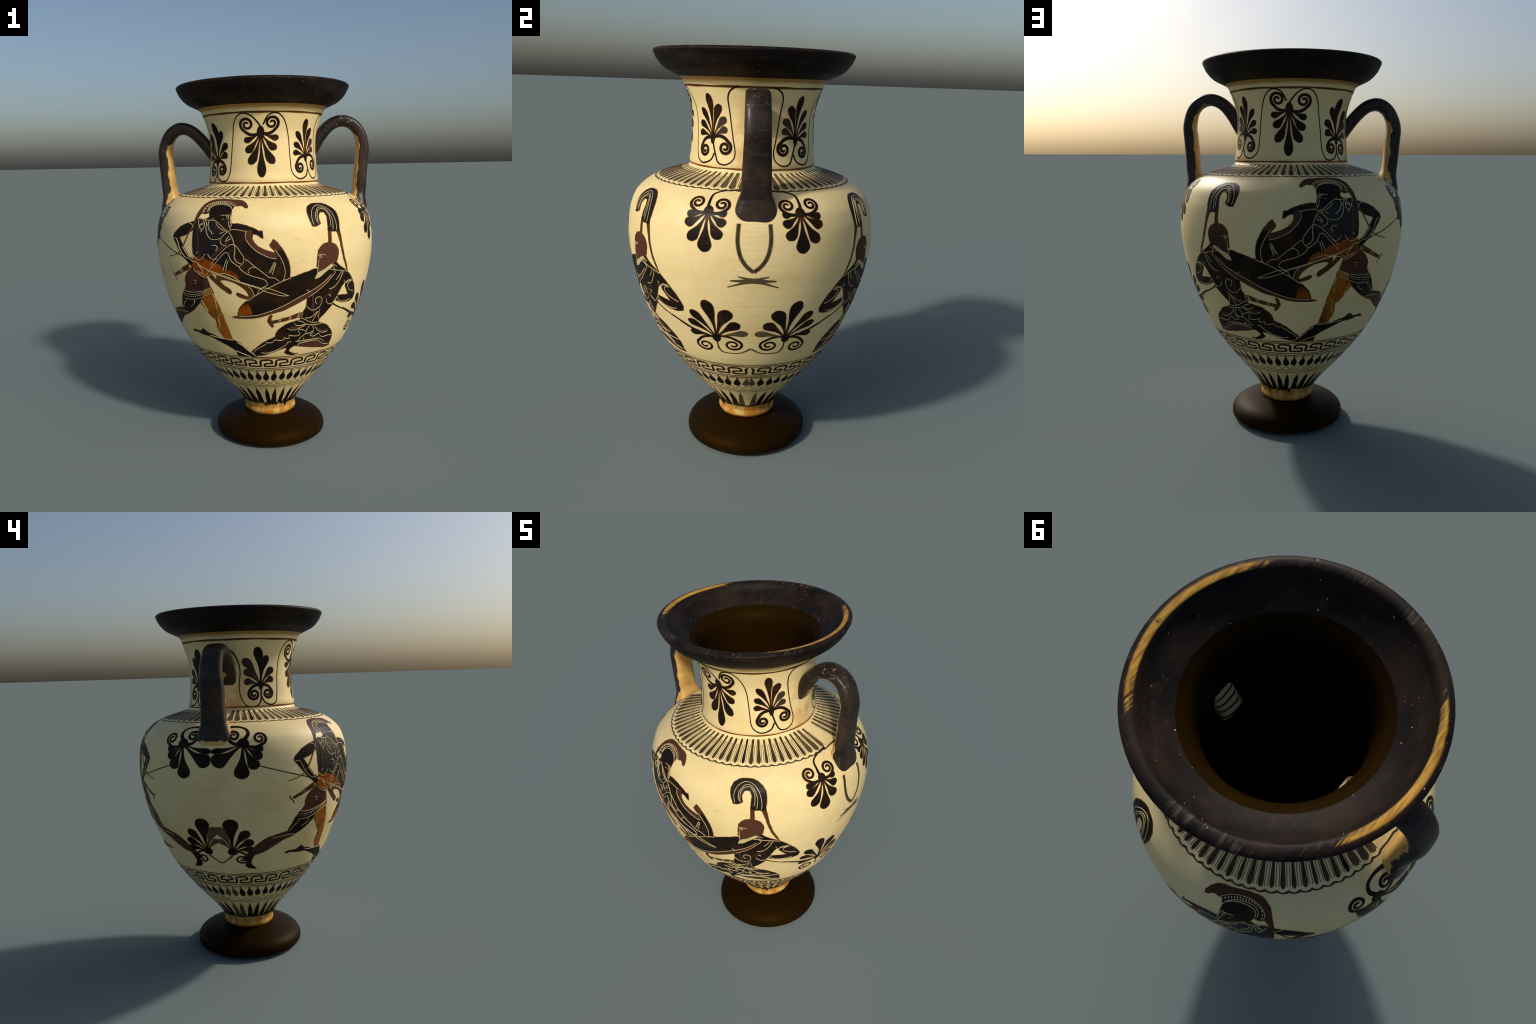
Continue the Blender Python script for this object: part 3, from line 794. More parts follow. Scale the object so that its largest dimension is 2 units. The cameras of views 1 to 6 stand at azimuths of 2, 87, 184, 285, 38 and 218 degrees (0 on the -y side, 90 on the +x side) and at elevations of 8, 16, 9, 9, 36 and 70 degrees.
         (-12.8, 82.2), (-12.3, 84.1), (-11.5, 86.1), (-10, 88), (-7.5, 90.2), (-3.6, 92.9), (3.1, 97.1), (8.5, 99.9), (13.2, 101.8), (15.7, 102.5), (19.4, 103.8), (23.2, 104.9), (25.2, 105.6), (26.5, 105.5), (28.9, 104), (33.5, 104.8), (36.7, 103.9), (35.4, 101.2), (31.1, 96.9), (27.1, 94.1), (23.4, 91.8), (19.2, 89.7), (14.1, 87.1), (9, 84.7), (5, 85.1), (1, 83.6), (-3.9, 82.5), (-9, 82)),
    fill('fallen', 'shield_rim', 'maroon', 3,
         (-16.2, 81.4), (-13.1, 82), (-9, 82), (-3.9, 82.5), (1, 83.6), (5, 85.1), (10.7, 87.6), (17.5, 91.2), (22.9, 94), (24.8, 93.8), (28.5, 96.4), (32.3, 99.4), (35.3, 102), (37.8, 103), (35.3, 100.1), (31.2, 95.9), (27.2, 93), (23.2, 91), (19.3, 88.9), (14.2, 86.5), (10.6, 84.8), (6.9, 83.9), (3, 82.8), (-1, 81.6), (-5.1, 80.9), (-9.2, 80.7), (-13.3, 80.7), (-15.4, 81)),
    fill('fallen', 'shield_patch', 'orange', 3,
         (-12.4, 82.3), (-12.1, 84.2), (-11.3, 85.9), (-9.6, 87.7), (-7.8, 88.7), (-6.5, 87.9), (-5.8, 86), (-5.2, 83.7), (-5.7, 82.9), (-8.9, 82.6)),
    fill('fallen', 'cuirass', 'black', 1,
         (34.8, 107.3), (37.2, 108.4), (39.4, 106.3), (42.9, 104), (46.3, 101.9), (50.1, 98.6), (51.1, 96.8), (46.8, 96.4), (44.5, 95.6), (42.9, 93.1), (41.1, 89.8), (39, 85.3), (36.8, 82.8), (34.4, 80.3), (32.1, 78.2), (31.6, 76.9), (28.3, 76.5), (24.9, 77.5), (20.9, 80), (21.1, 82.5), (21.8, 83.9), (22.7, 86.1), (22.9, 89.1), (23.1, 91), (27.1, 94.1), (32.3, 98.9), (36.5, 103.2), (33.5, 104.8)),
    fill('fallen', 'collar', 'cream', 4,
         (25.8, 100.5), (26.4, 102.5), (27.5, 103.8), (30.6, 105.1), (33.1, 106.6), (35.1, 107.2), (35.6, 106.1), (33.3, 104.8), (30.8, 103), (28.4, 101.2)),
    fill('fallen', 'arm', 'black', 1,
         (50.3, 98), (53, 95.4), (55.5, 92.1), (57.4, 88.4), (57.1, 85.9), (53, 84.9), (48, 85.2), (43.7, 86.3), (40.8, 87.6), (41.9, 89.6), (46, 89.4), (50.6, 89), (48.1, 92), (46.3, 94.5), (46.3, 96.4), (47.7, 97.6)),
    fill('fallen', 'scabbard', 'brown', 1,
         (4.5, 79), (9.2, 80), (13.9, 81.1), (17.9, 82.5), (21.6, 83.2), (20.7, 80.4), (16.5, 80.1), (11.7, 79), (8.1, 78.4), (5.2, 77.7), (5.6, 75.9), (4.7, 75.7), (3.3, 78), (2.6, 79.3), (3.3, 81.3), (4.5, 82.6), (5, 82.4), (4.3, 80.3)),
    fill('fallen', 'tunic', 'black', 1,
         (20.7, 80.1), (20.1, 79), (17.7, 78.3), (14.2, 77.5), (11.8, 76.4), (9.4, 74.7), (7.7, 73), (6.9, 70.6), (6.5, 69.8), (3.1, 68.3), (-0.4, 66.5), (-3.8, 64), (-6.9, 61.7), (-7.9, 60.8), (-6.2, 58.8), (-4.4, 58.4), (0.1, 59), (4.4, 60.3), (8.7, 61.8), (11.8, 62.7), (14, 63.1), (14.2, 62), (13.2, 60.1), (14.3, 59.2), (18.2, 58.1), (22.9, 58.6), (19.6, 58.8), (15.9, 60.5), (15.7, 61.3), (16.7, 62.6), (18.6, 63.7), (20.7, 63.6), (24.9, 62.7), (31.9, 61.5), (42.6, 59.7), (48.8, 60), (47.2, 61.1), (47.7, 62.7), (47.5, 64.9), (46.3, 67.3), (44.3, 69.5), (41.2, 71.9), (38.3, 73.9), (33.8, 75.4), (31.6, 76.6), (31.1, 77.5), (27.3, 77.5), (22.9, 79.3)),
    fill('fallen', 'greave', 'maroon', 2,
         (20.9, 63.9), (21.6, 64.9), (24.2, 65.3), (28.8, 65.7), (33.9, 65.3), (36.2, 64.8), (40, 62.5), (46.6, 61), (48.2, 60.1), (42.9, 59.7), (31.9, 61.6), (24.9, 62.9)),
    fill('fallen', 'tunic_fold', 'maroon', 2,
         (14.7, 74.9), (15.7, 75.5), (19.1, 75.3), (23, 75.9), (20.5, 74.4), (16.6, 74.1)),
    fill('fallen', 'tunic_fold', 'maroon', 2,
         (30.9, 74.6), (32.5, 73.4), (35, 71.7), (37.9, 71.2), (41.2, 71.1), (40.2, 70), (36.6, 70.1), (33, 72)),
    fill('fallen', 'leg', 'black', 1,
         (-49.9, 69.3), (-47.4, 70), (-44.3, 69.9), (-41.3, 70.1), (-39.7, 71.3), (-37.9, 71.5), (-35.4, 69.9), (-31, 69), (-27, 67.9), (-23.4, 67.9), (-18.8, 67.6), (-16.1, 66.5), (-13.2, 64.5), (-11, 62.4), (-9, 60.6), (-6.9, 59.3), (-6, 58.3), (-5.4, 57.7), (-8.3, 57.2), (-12.5, 57.5), (-17.9, 57.8), (-18.2, 60), (-18.9, 61.2), (-21.6, 62.9), (-25.6, 64.7), (-29.8, 66.3), (-33.9, 67.8), (-38.9, 68.1), (-43.2, 68.6), (-45.9, 69.2), (-49.1, 68.6)),
    line('fallen', 'spear', 'black', 1, 8, 4,
         (38.9, 85.9), (44.9, 82.9), (61.6, 76.7), (48.9, 81.8), (58.9, 77), (72.2, 73.8)),
    line('fallen', 'baldric', 'maroon', 3, 9, 9,
         (25.6, 92.4), (26.7, 84.2), (29.2, 81.3), (31.9, 78)),
    line('fallen', 'baldric', 'maroon', 3, 5, 5,
         (43.6, 101.7), (40.2, 96.8), (34.8, 91.5), (27.6, 86.3), (24.6, 85)),
    line('fallen', 'incised_line', 'cream', 4, 2.5, 2.5,
         (25.6, 127.3), (25.1, 130.3), (25.5, 132.8), (27, 134.9), (29.4, 136.1), (31.8, 136.3), (34.2, 135.6), (36.2, 134.2), (37.5, 132.1), (38.2, 129.3), (38.4, 126.5), (38.1, 123.9)),
    line('fallen', 'incised_line', 'cream', 4, 2.5, 2.5,
         (28.4, 127.7), (27.3, 129.7), (27.6, 132.4), (29.6, 134.7), (31.8, 135.4), (33.9, 134.7), (35.3, 133.1), (36.2, 130.8), (36.5, 128.3), (35.9, 124.4)),
    line('fallen', 'incised_line', 'cream', 4, 2.5, 2.5,
         (28, 128.3), (28.2, 131.5), (29.3, 133.7), (31.7, 134.6), (33.8, 134), (35.1, 131.7), (35.2, 129.2), (35, 125.9)),
    line('fallen', 'incised_line', 'cream', 4, 2.5, 2.5,
         (26.9, 112.1), (28.1, 112.8), (30.9, 112.2)),
    line('fallen', 'incised_line', 'cream', 4, 2.5, 2.5,
         (27.5, 111.7), (28.2, 112.3), (29, 111.6), (28.3, 111), (27.5, 111.6)),
    line('fallen', 'incised_line', 'cream', 4, 2.5, 2.5,
         (27.4, 110.6), (27.2, 107.2), (26.9, 103.7)),
    line('fallen', 'incised_line', 'cream', 4, 2.5, 2.5,
         (45.7, 95.7), (47.4, 97.1), (51, 97.2)),
    line('fallen', 'incised_line', 'cream', 4, 2.5, 2.5,
         (46, 95.9), (48.4, 96.7), (51.7, 96.4)),
    line('fallen', 'incised_line', 'cream', 4, 2.5, 2.5,
         (50.3, 96.4), (48.3, 95.6), (48.2, 93.9), (50.6, 91.6), (55.4, 89.9)),
    line('fallen', 'incised_line', 'cream', 4, 2.5, 2.5,
         (41.5, 89.2), (43, 87.2), (46, 85.9), (50.2, 85.6), (53.5, 86.1)),
    line('fallen', 'incised_line', 'cream', 4, 2.5, 2.5,
         (33.5, 104.8), (36, 104.3), (37.5, 102.8), (35.3, 100.1)),
    line('fallen', 'incised_line', 'cream', 4, 2.5, 2.5,
         (43, 102.9), (41.7, 99.8), (40.4, 97.3), (37.8, 94.9), (34.9, 94.2)),
    line('fallen', 'incised_line', 'cream', 4, 2.5, 2.5,
         (41.6, 102.8), (40.2, 100.6), (38.5, 98.6)),
    line('fallen', 'incised_line', 'cream', 4, 2.5, 2.5,
         (35.4, 106.7), (37.3, 104.1), (43, 102.9), (46.3, 101.9)),
    line('fallen', 'incised_line', 'cream', 4, 2.5, 2.5,
         (34.3, 107.1), (35.4, 107.3), (38.1, 105.6)),
    line('fallen', 'incised_line', 'cream', 4, 2.5, 2.5,
         (28.7, 86.9), (27.6, 88.3), (27.6, 89.9), (29.3, 90.8), (31, 89.8), (31.4, 87.8), (30.6, 85.4), (28.3, 84), (25.9, 84), (23.6, 85.7), (22.9, 86.9)),
    line('fallen', 'incised_line', 'cream', 4, 2.5, 2.5,
         (34.1, 89.1), (34.5, 87.4), (36.4, 86), (38.5, 86.1), (41.6, 89.4)),
    line('fallen', 'incised_line', 'cream', 4, 2.5, 2.5,
         (36.8, 89.9), (36.2, 91), (35.1, 90.9)),
    line('fallen', 'incised_line', 'cream', 4, 2.5, 2.5,
         (31.1, 83.9), (30.9, 81.4), (31.4, 78.7)),
    line('fallen', 'incised_line', 'cream', 4, 2.5, 2.5,
         (30.1, 82.9), (29.1, 80.5), (27.6, 76.9)),
    line('fallen', 'incised_line', 'cream', 4, 2.5, 2.5,
         (29.9, 82.9), (28, 80.9), (25.7, 79.7), (23, 79.8)),
    line('fallen', 'incised_line', 'cream', 4, 2.5, 2.5,
         (44.4, 97.8), (45, 96.1)),
    line('fallen', 'incised_line', 'cream', 4, 2.5, 2.5,
         (8.6, 99.9), (10.5, 101), (13.8, 101.8)),
    line('fallen', 'incised_line', 'cream', 4, 2.5, 2.5,
         (22, 95.2), (24.3, 93.9)),
    line('fallen', 'incised_line', 'cream', 4, 2.5, 2.5,
         (-12.5, 82), (-8, 82.1), (-2.9, 82.7), (2, 84.1), (6.9, 85.9), (12.6, 88.5), (18.3, 91.6), (24.1, 94.3), (29, 96.9), (32.3, 99.4), (35, 101.8)),
    line('fallen', 'incised_line', 'cream', 4, 2.5, 2.5,
         (35.2, 100.4), (32.5, 97.5), (28.5, 94.5), (23.2, 91)),
    line('fallen', 'incised_line', 'cream', 4, 2.5, 2.5,
         (-7.3, 90.3), (-3.6, 92.9), (3.1, 97.1), (8.5, 99.9), (12.8, 101.7)),
    line('fallen', 'incised_line', 'cream', 4, 2.5, 2.5,
         (8.7, 80.1), (8.3, 78.4)),
    line('fallen', 'incised_line', 'cream', 4, 2.5, 2.5,
         (9.5, 80.1), (9, 78.5)),
    line('fallen', 'incised_line', 'cream', 4, 2.5, 2.5,
         (14.4, 81.3), (13.7, 79.6)),
    line('fallen', 'incised_line', 'cream', 4, 2.5, 2.5,
         (15.1, 81.5), (14.3, 79.8)),
    line('fallen', 'incised_line', 'cream', 4, 2.5, 2.5,
         (19.1, 82.7), (18.1, 80.2)),
    line('fallen', 'incised_line', 'cream', 4, 2.5, 2.5,
         (19.9, 82.9), (18.7, 80.3)),
    line('fallen', 'incised_line', 'cream', 4, 2.5, 2.5,
         (21.2, 83.1), (20.7, 80.2)),
    line('fallen', 'incised_line', 'cream', 4, 2.5, 2.5,
         (20.7, 80), (23, 79), (26, 77.4), (29, 76.5), (31.6, 76.5)),
    line('fallen', 'incised_line', 'cream', 4, 2.5, 2.5,
         (19.2, 78.4), (21.6, 77.9), (24, 76.3), (27.8, 75.5), (32, 75.1), (34.2, 75.2)),
    line('fallen', 'incised_line', 'cream', 4, 2.5, 2.5,
         (17, 77.5), (18.4, 76.1), (21.1, 75.7), (23.4, 76.4)),
    line('fallen', 'incised_line', 'cream', 4, 2.5, 2.5,
         (13.4, 74.7), (15.6, 73.6), (18.2, 73.5), (21, 74.6), (24.3, 76)),
    line('fallen', 'incised_line', 'cream', 4, 2.5, 2.5,
         (26.7, 75.2), (24.8, 72.3), (25.3, 72), (25.1, 70.6)),
    line('fallen', 'incised_line', 'cream', 4, 2.5, 2.5,
         (25.1, 70.6), (27.2, 70.4), (29.4, 71.5), (29.9, 70.6), (28.6, 69.7), (28.2, 69), (30.9, 68.2), (32.9, 69.1), (34.5, 69.4), (36.6, 67.4), (38.7, 66.7), (42.4, 66.9), (46.6, 66.6)),
    line('fallen', 'incised_line', 'cream', 4, 2.5, 2.5,
         (24.8, 72), (22.6, 73.1), (20.6, 73.6), (20, 72.6), (21.3, 71.1), (20.7, 69.9), (17.6, 69.9), (14.6, 70.7), (15.3, 69), (14, 68.6), (12, 69.3), (11.9, 68.2), (9.7, 67.7), (6.5, 68.2), (5, 66.7), (1.2, 66.6)),
    line('fallen', 'incised_line', 'cream', 4, 2.5, 2.5,
         (27.5, 75.5), (29.5, 73.3), (29.8, 71.1)),
    line('fallen', 'incised_line', 'cream', 4, 2.5, 2.5,
         (29.9, 75.2), (31.1, 73), (34, 70.8), (37.5, 69.5), (41.1, 69.7)),
    line('fallen', 'incised_line', 'cream', 4, 2.5, 2.5,
         (25.1, 70.6), (23.1, 69.3), (20.6, 66.9)),
    line('fallen', 'incised_line', 'cream', 4, 2.5, 2.5,
         (19.3, 66.4), (21.6, 66.4), (27, 66.5), (33.4, 66.6), (36.4, 66), (41.2, 63.4)),
    line('fallen', 'incised_line', 'cream', 4, 2.5, 2.5,
         (24, 68.2), (24.8, 66.7), (28.2, 66.6)),
    line('fallen', 'incised_line', 'cream', 4, 2.5, 2.5,
         (21, 63.6), (21.6, 64.9), (24.2, 65.3), (28.8, 65.7), (33.8, 65.5), (36.2, 64.8), (40, 62.5), (46.5, 61.1)),
    line('fallen', 'incised_line', 'cream', 4, 2.5, 2.5,
         (1.7, 66.1), (-2.5, 63.7), (-5.8, 61.7), (-7, 60), (-6.5, 58.8)),
    line('fallen', 'incised_line', 'cream', 4, 2.5, 2.5,
         (-1.9, 60.5), (0.7, 60.1), (4.4, 60.8), (8.7, 62.4), (12.7, 64.4), (14.5, 66.2), (16.7, 66.6)),
    line('fallen', 'incised_line', 'cream', 4, 2.5, 2.5,
         (-34.2, 68.8), (-28.8, 68), (-23.5, 67.7), (-18.5, 67.4)),
    line('fallen', 'incised_line', 'cream', 4, 2.5, 2.5,
         (-18.6, 60.9), (-14.8, 59.6), (-9, 57.5)),
    line('fallen', 'incised_line', 'cream', 4, 2.5, 2.5,
         (-16.5, 66.2), (-13.2, 64.5), (-11.6, 62.7), (-6, 58.3)),
]
BEAD_ROWS = [
    (17, [(-29.9, 134.2), (-30.1, 136), (-28.7, 137.4), (-26, 138.2), (-22.9, 138.4), (-19.4, 138.3), (-16, 137.6), (-14, 136.7)]),
    (13, [(-44.8, 90.3), (-41.4, 90), (-37.3, 90.6), (-32.9, 91.7), (-29.3, 93.3), (-25.5, 94.8)]),
]
fronts = {"warrior": (group("painted_warrior"), group("painted_warrior")),
          "fallen": (group("painted_kneeling_warrior"), group("painted_kneeling_warrior"))}
incised = {"warrior": [], "fallen": []}
fringe = {"warrior": [], "fallen": []}
for kind, fig, part, mat, coat, w0, w1, pts in FIGURES:
    if kind == "fill":
        path = smooth_path(pts, True)
        both_sides(part, [fill_mesh(path, STEP * coat)], mat, fronts[fig])
        if coat == 1 or part in ("shield", "crest", "helmet"):
            fringe[fig].append(outline_fringe(path))
    else:
        path = smooth_path(pts, False)
        n = len(path)
        ws = [w0 + (w1 - w0) * i / (n - 1) for i in range(n)]
        if part == "incised_line":
            ws = [w * (.85 + .3 * rng.random()) for w in ws]
            ws[0] *= .5
            ws[-1] *= .5
            incised[fig].append(stroke_mesh(path, ws, STEP * coat))
        else:
            both_sides(part, [stroke_mesh(path, ws, STEP * coat)], mat, fronts[fig])


def along(path, n):
    p = np.array(path)
    d = np.concatenate([[0], np.cumsum(np.hypot(np.diff(p[:, 0]) * .0105, np.diff(p[:, 1])))])
    u = np.linspace(0, d[-1], n)
    return list(zip(np.interp(u, d, p[:, 0]), np.interp(u, d, p[:, 1])))


for n, pts in BEAD_ROWS:
    for a, z in along(smooth_path(metres(pts), False), n):
        ring = [(a + .28 * math.cos(t), z + .0033 * math.sin(t)) for t in np.linspace(0, 2 * math.pi, 9)[:-1]]
        incised["warrior"].append(fill_mesh(ring, STEP * 4))
for fig in incised:
    both_sides("incised_line", incised[fig], "cream", fronts[fig], stuff=True)
    both_sides("slip_edge", fringe[fig], "fringe", fronts[fig], stuff=True)


# ------------------------------------------------------------------ palmettes
def petal_path(base, tip, width, bend=0.0):
    """Teardrop leaf from its base to a round tip, points in (deg, m)."""
    r = float(wall_r((base[1] + tip[1]) / 2))
    k = math.radians(1) * r
    b = np.array([base[0] * k, float(arc_of(base[1]))])
    e = np.array([tip[0] * k, float(arc_of(tip[1]))])
    ax = e - b
    n = np.array([-ax[1], ax[0]]) / np.hypot(*ax)
    out = []
    prof = [(0, .05), (.25, .075), (.45, .15), (.60, .29), (.73, .44), (.84, .50), (.93, .40), (.985, .19), (1, 0)]
    for u, h in prof:
        out.append(b + ax * u + n * (h * width + bend * math.sin(u * math.pi) * np.hypot(*ax)))
    for u, h in prof[-2::-1]:
        out.append(b + ax * u + n * (-h * width + bend * math.sin(u * math.pi) * np.hypot(*ax)))
    return smooth_path([(p[0] / k, float(z_of(p[1]))) for p in out], True, 4)


def volute_path(centre, heart, radius, side, turns=1.85, squash=1.0):
    """Spiral that leaves the heart and curls in to its centre."""
    r = float(wall_r(centre[1]))
    k = math.radians(1) * r
    c = np.array([centre[0] * k, float(arc_of(centre[1]))])
    h = np.array([heart[0] * k, float(arc_of(heart[1]))])
    d = h - c
    start = math.atan2(d[1], d[0])
    turn = (1 if d[1] > 0 else -1) * (1 if side == "L" else -1)
    gap = np.hypot(*d)
    pts = []
    for u in np.linspace(0, 1, 64):
        enter = max(0, 1 - u / .13) ** 1.5
        rad = radius * (1.08 - .92 * u ** 1.25) * (1 - enter) + gap * enter
        a = start + turn * 2 * math.pi * turns * u
        pts.append(c + np.array([math.cos(a) * rad * squash, math.sin(a) * rad]))
    return [(p[0] / k, float(z_of(p[1]))) for p in pts]


def palmette(heart, petals, volutes, tendrils, px, heart_size=(.017, .026), mats=("black",), vol_w=.0140, ten_w=.0072, squash=1.0, far_black=False):
    heart = (heart[0], heart[1] / 100)
    r = float(wall_r(heart[1]))
    pair = []
    ring = [(heart[0] + math.degrees(heart_size[0] * math.cos(t) / r), heart[1] + heart_size[1] * math.sin(t)) for t in np.linspace(0, 2 * math.pi, 25)[:-1]]
    v, f = fill_mesh(ring, STEP * 2)
    pair.append(add("palmette", v, f, ["black"], smooth=False))
    pair.append(add("palmette", [(q[0], -q[1], q[2]) for q in v], [g[::-1] for g in f], ["black"], smooth=False))
    edges = []
    for i, (tip, w) in enumerate(petals):
        tip = (tip[0], tip[1] / 100)
        side = (tip[0] - heart[0]) * (1 if tip[1] > heart[1] else -1)
        path = petal_path(heart, tip, w * px * 1.08, .05 * (1 if side > 0 else -1) if abs(side) > 3 else 0)
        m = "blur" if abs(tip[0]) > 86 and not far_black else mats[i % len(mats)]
        both_sides("petal", [fill_mesh(path, STEP)], m, pair)
        edges.append(outline_fringe(path, .0044))
    for c, rad, side in volutes:
        path = volute_path((c[0], c[1] / 100), heart, rad, side, squash=squash)
        n = len(path)
        ws = [vol_w * (1.0 - .35 * i / n) for i in range(n)]
        both_sides("volute", [stroke_mesh(path, ws, STEP)], "black", pair)
        edges.append(stroke_mesh(path, [w + .003 for w in ws], STEP * .5))
    for t in tendrils:
        path = smooth_path(metres(t), False)
        n = len(path)
        both_sides("tendril", [stroke_mesh(path, [ten_w * (1.15 - .45 * math.sin(3.1 * i / n) ** 2) for i in range(n)], STEP)], "blur" if abs(t[-1][0]) > 89 else "black", pair)
    both_sides("slip_edge", edges, "fringe", pair, stuff=True)


palmette((-.4, 173.3), [((.2, 150.4), 50), ((-11.6, 157.1), 50), ((12, 157.3), 50), ((-15.2, 163.3), 45), ((14.7, 164.7), 45), ((-17.2, 169.1), 36), ((17.4, 170.4), 36)],
         [((-13.9, 177.5), .036, "L"), ((10.5, 178.2), .036, "R")],
         [[(-.5, 176.5), (-5.2, 179.9), (-11, 182.5), (-18.3, 183.1), (-24.5, 180.5), (-28.4, 175.8), (-31.5, 165.2), (-33.3, 154.3), (-36.7, 149.3), (-43.1, 148.2), (-49.5, 149.7), (-53.5, 153.5)],
          [(2.1, 177.3), (6.2, 181.5), (11.9, 183.1), (17.8, 182.3), (23.7, 178.4), (28.1, 171.2), (30, 159.6), (31, 153.8), (34.2, 150.8), (40.9, 149.1), (49.7, 150.6), (53.4, 154.0)]],
         .0008, (.020, .035))
palmette((50.9, 161), [((48, 180.3), 50), ((37.7, 173.9), 42), ((35.3, 167.9), 42), ((34.1, 163), 40), ((58.4, 175.8), 54), ((63.8, 170.1), 48), ((65.3, 165.2), 44)],
         [((42, 155.3), .029, "L"), ((63.8, 156.7), .031, "R")],
         [[(51, 159.7), (53.7, 154.8), (58, 150), (65.1, 149.2), (71.3, 151.2), (73.4, 154.8), (71.2, 161.1), (68.7, 169.5), (67.1, 177.8), (68.9, 181.2), (72.5, 183.0), (77, 184.0)]],
         .00066, (.013, .030), ("black", "black", "black", "black", "black", "dusk", "dusk"))
palmette((-53.1, 158.9), [((-57.1, 179.3), 68), ((-45.3, 174.8), 56), ((-38.1, 168.2), 52), ((-38, 162.6), 50), ((-71.1, 173.3), 64), ((-70.2, 167.2), 56), ((-70.5, 161.2), 50)],
         [((-60.9, 154.1), .031, "L"), ((-45.1, 154.5), .029, "R")],
         [[(-52.9, 157.9), (-53.3, 152), (-56.4, 148.5), (-62.2, 147.5), (-69.6, 148.4), (-74.8, 153.1), (-76.1, 159), (-74.7, 166.1), (-76.2, 171.3), (-80.1, 175.8), (-83.5, 177.8)]],
         .00067, (.013, .028), ("black", "black", "black", "black", "dusk", "dusk", "dusk"))
palmette((70.2, 133), [((69.8, 116.2), 85), ((62.9, 120.5), 66), ((60.6, 127.2), 58), ((60.7, 131.2), 46), ((76.2, 122.2), 66), ((78, 128), 54), ((78.3, 132.4), 40)],
         [((64, 135.9), .033, "L"), ((75.6, 135.7), .033, "R")],
         [[(69.6, 133.9), (69.4, 136.8), (70, 139.1), (74, 140.3), (79.6, 140.8), (82.9, 140.9)]],
         .00066, (.022, .020), vol_w=.013, ten_w=.012)
palmette((72.6, 74), [((68.8, 93.5), 88), ((61.2, 87.1), 66), ((59, 81.7), 58), ((58.7, 75.2), 54), ((79.6, 89.2), 98), ((84.2, 82.5), 78), ((88.2, 77.3), 54)],
         [((65.6, 68.5), .034, "L"), ((80.8, 70.2), .034, "R")],
         [[(72.8, 68.2), (74.8, 65.8), (79.5, 65.2), (84.9, 65.8), (90, 68.4)], [(72.6, 73), (72.7, 70.5), (73, 67.6)]],
         .00058, (.020, .024), vol_w=.011, ten_w=.008, squash=1.25)
palmette((-74.1, 130.6), [((-75.5, 112.9), 105), ((-67.9, 117.8), 80), ((-65.4, 123.1), 62), ((-64.5, 127.3), 52), ((-89.3, 120.6), 104), ((-90, 126.6), 40)],
         [((-65.7, 132.9), .035, "R"), ((-79, 134.3), .033, "L")],
         [[(-73.7, 132.1), (-71.4, 134.9), (-72.2, 137.1), (-75.5, 138.2), (-79.9, 138.4), (-85, 137.6)]],
         .00067, (.030, .024), vol_w=.014, ten_w=.018, far_black=True)
palmette((-82.4, 72), [((-82.1, 91.2), 92), ((-72.9, 84.3), 60), ((-70.2, 78.4), 55), ((-69.8, 73.4), 46), ((-89.4, 86.5), 62), ((-89.8, 79.4), 34)],
         [((-77, 67.3), .030, "R")],
         [[(-82.7, 69.6), (-86.3, 66.8), (-89.8, 64.7)]],
         .00078, (.026, .022), vol_w=.010, ten_w=.010, squash=1.3)

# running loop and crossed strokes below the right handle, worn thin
pair = (thing, thing)
loop = smooth_path(metres([(83.6, 128.9), (83.4, 121.5), (84.6, 115.4), (86.9, 111.3), (90, 108.4)]), False)
both_sides("painted_loop", [stroke_mesh(loop, [.020] * len(loop), STEP * .5)], "smear", pair)
both_sides("painted_loop", [stroke_mesh(loop, [.0155] * len(loop), STEP)], "blur", pair)
both_sides("painted_loop", [stroke_mesh(loop, [.0095 + .003 * math.sin(i * 1.3) for i in range(len(loop))], STEP * 1.5)], "tongue", pair)
for t, w in (([(79.4, 101.1), (85.7, 103.2), (90, 103.8)], .010), ([(80.6, 104.2), (85.7, 104.3), (90, 104.3)], .014), ([(83.7, 106.3), (86.8, 105.5), (90, 105.1)], .010)):
    path = smooth_path(metres(t), False)
    both_sides("crossed_stroke", [stroke_mesh(path, [w * (.45 + .55 * min(1, i / 5)) for i in range(len(path))], STEP)], "blur", pair)


# ------------------------------------------------------------------ bands
def hoop(name, z, width, mat, lift=STEP, wob=.0006):
    path = [(a, z + wob * math.sin(a * .13 + z * 50) + wob * .6 * math.sin(a * .31)) for a in np.linspace(-90, 90, 181)]
    both_sides(name, [stroke_mesh(path, [width * (1 + .2 * math.sin(a[0] * .17 + z * 90)) for a in path], lift)], mat, pair)


hoop("painted_ring", 1.838, .0062, "brown")
hoop("painted_ring", 1.836, .010, "fringe", STEP * .5)
hoop("painted_ring", 1.4745, .0075, "rust")
for z in (.5735, .563, .495, .4835):
    hoop("painted_ring", z, .0052, "brown")
for z in (.3612, .3492):
    hoop("painted_ring", z, .0034, "brown")

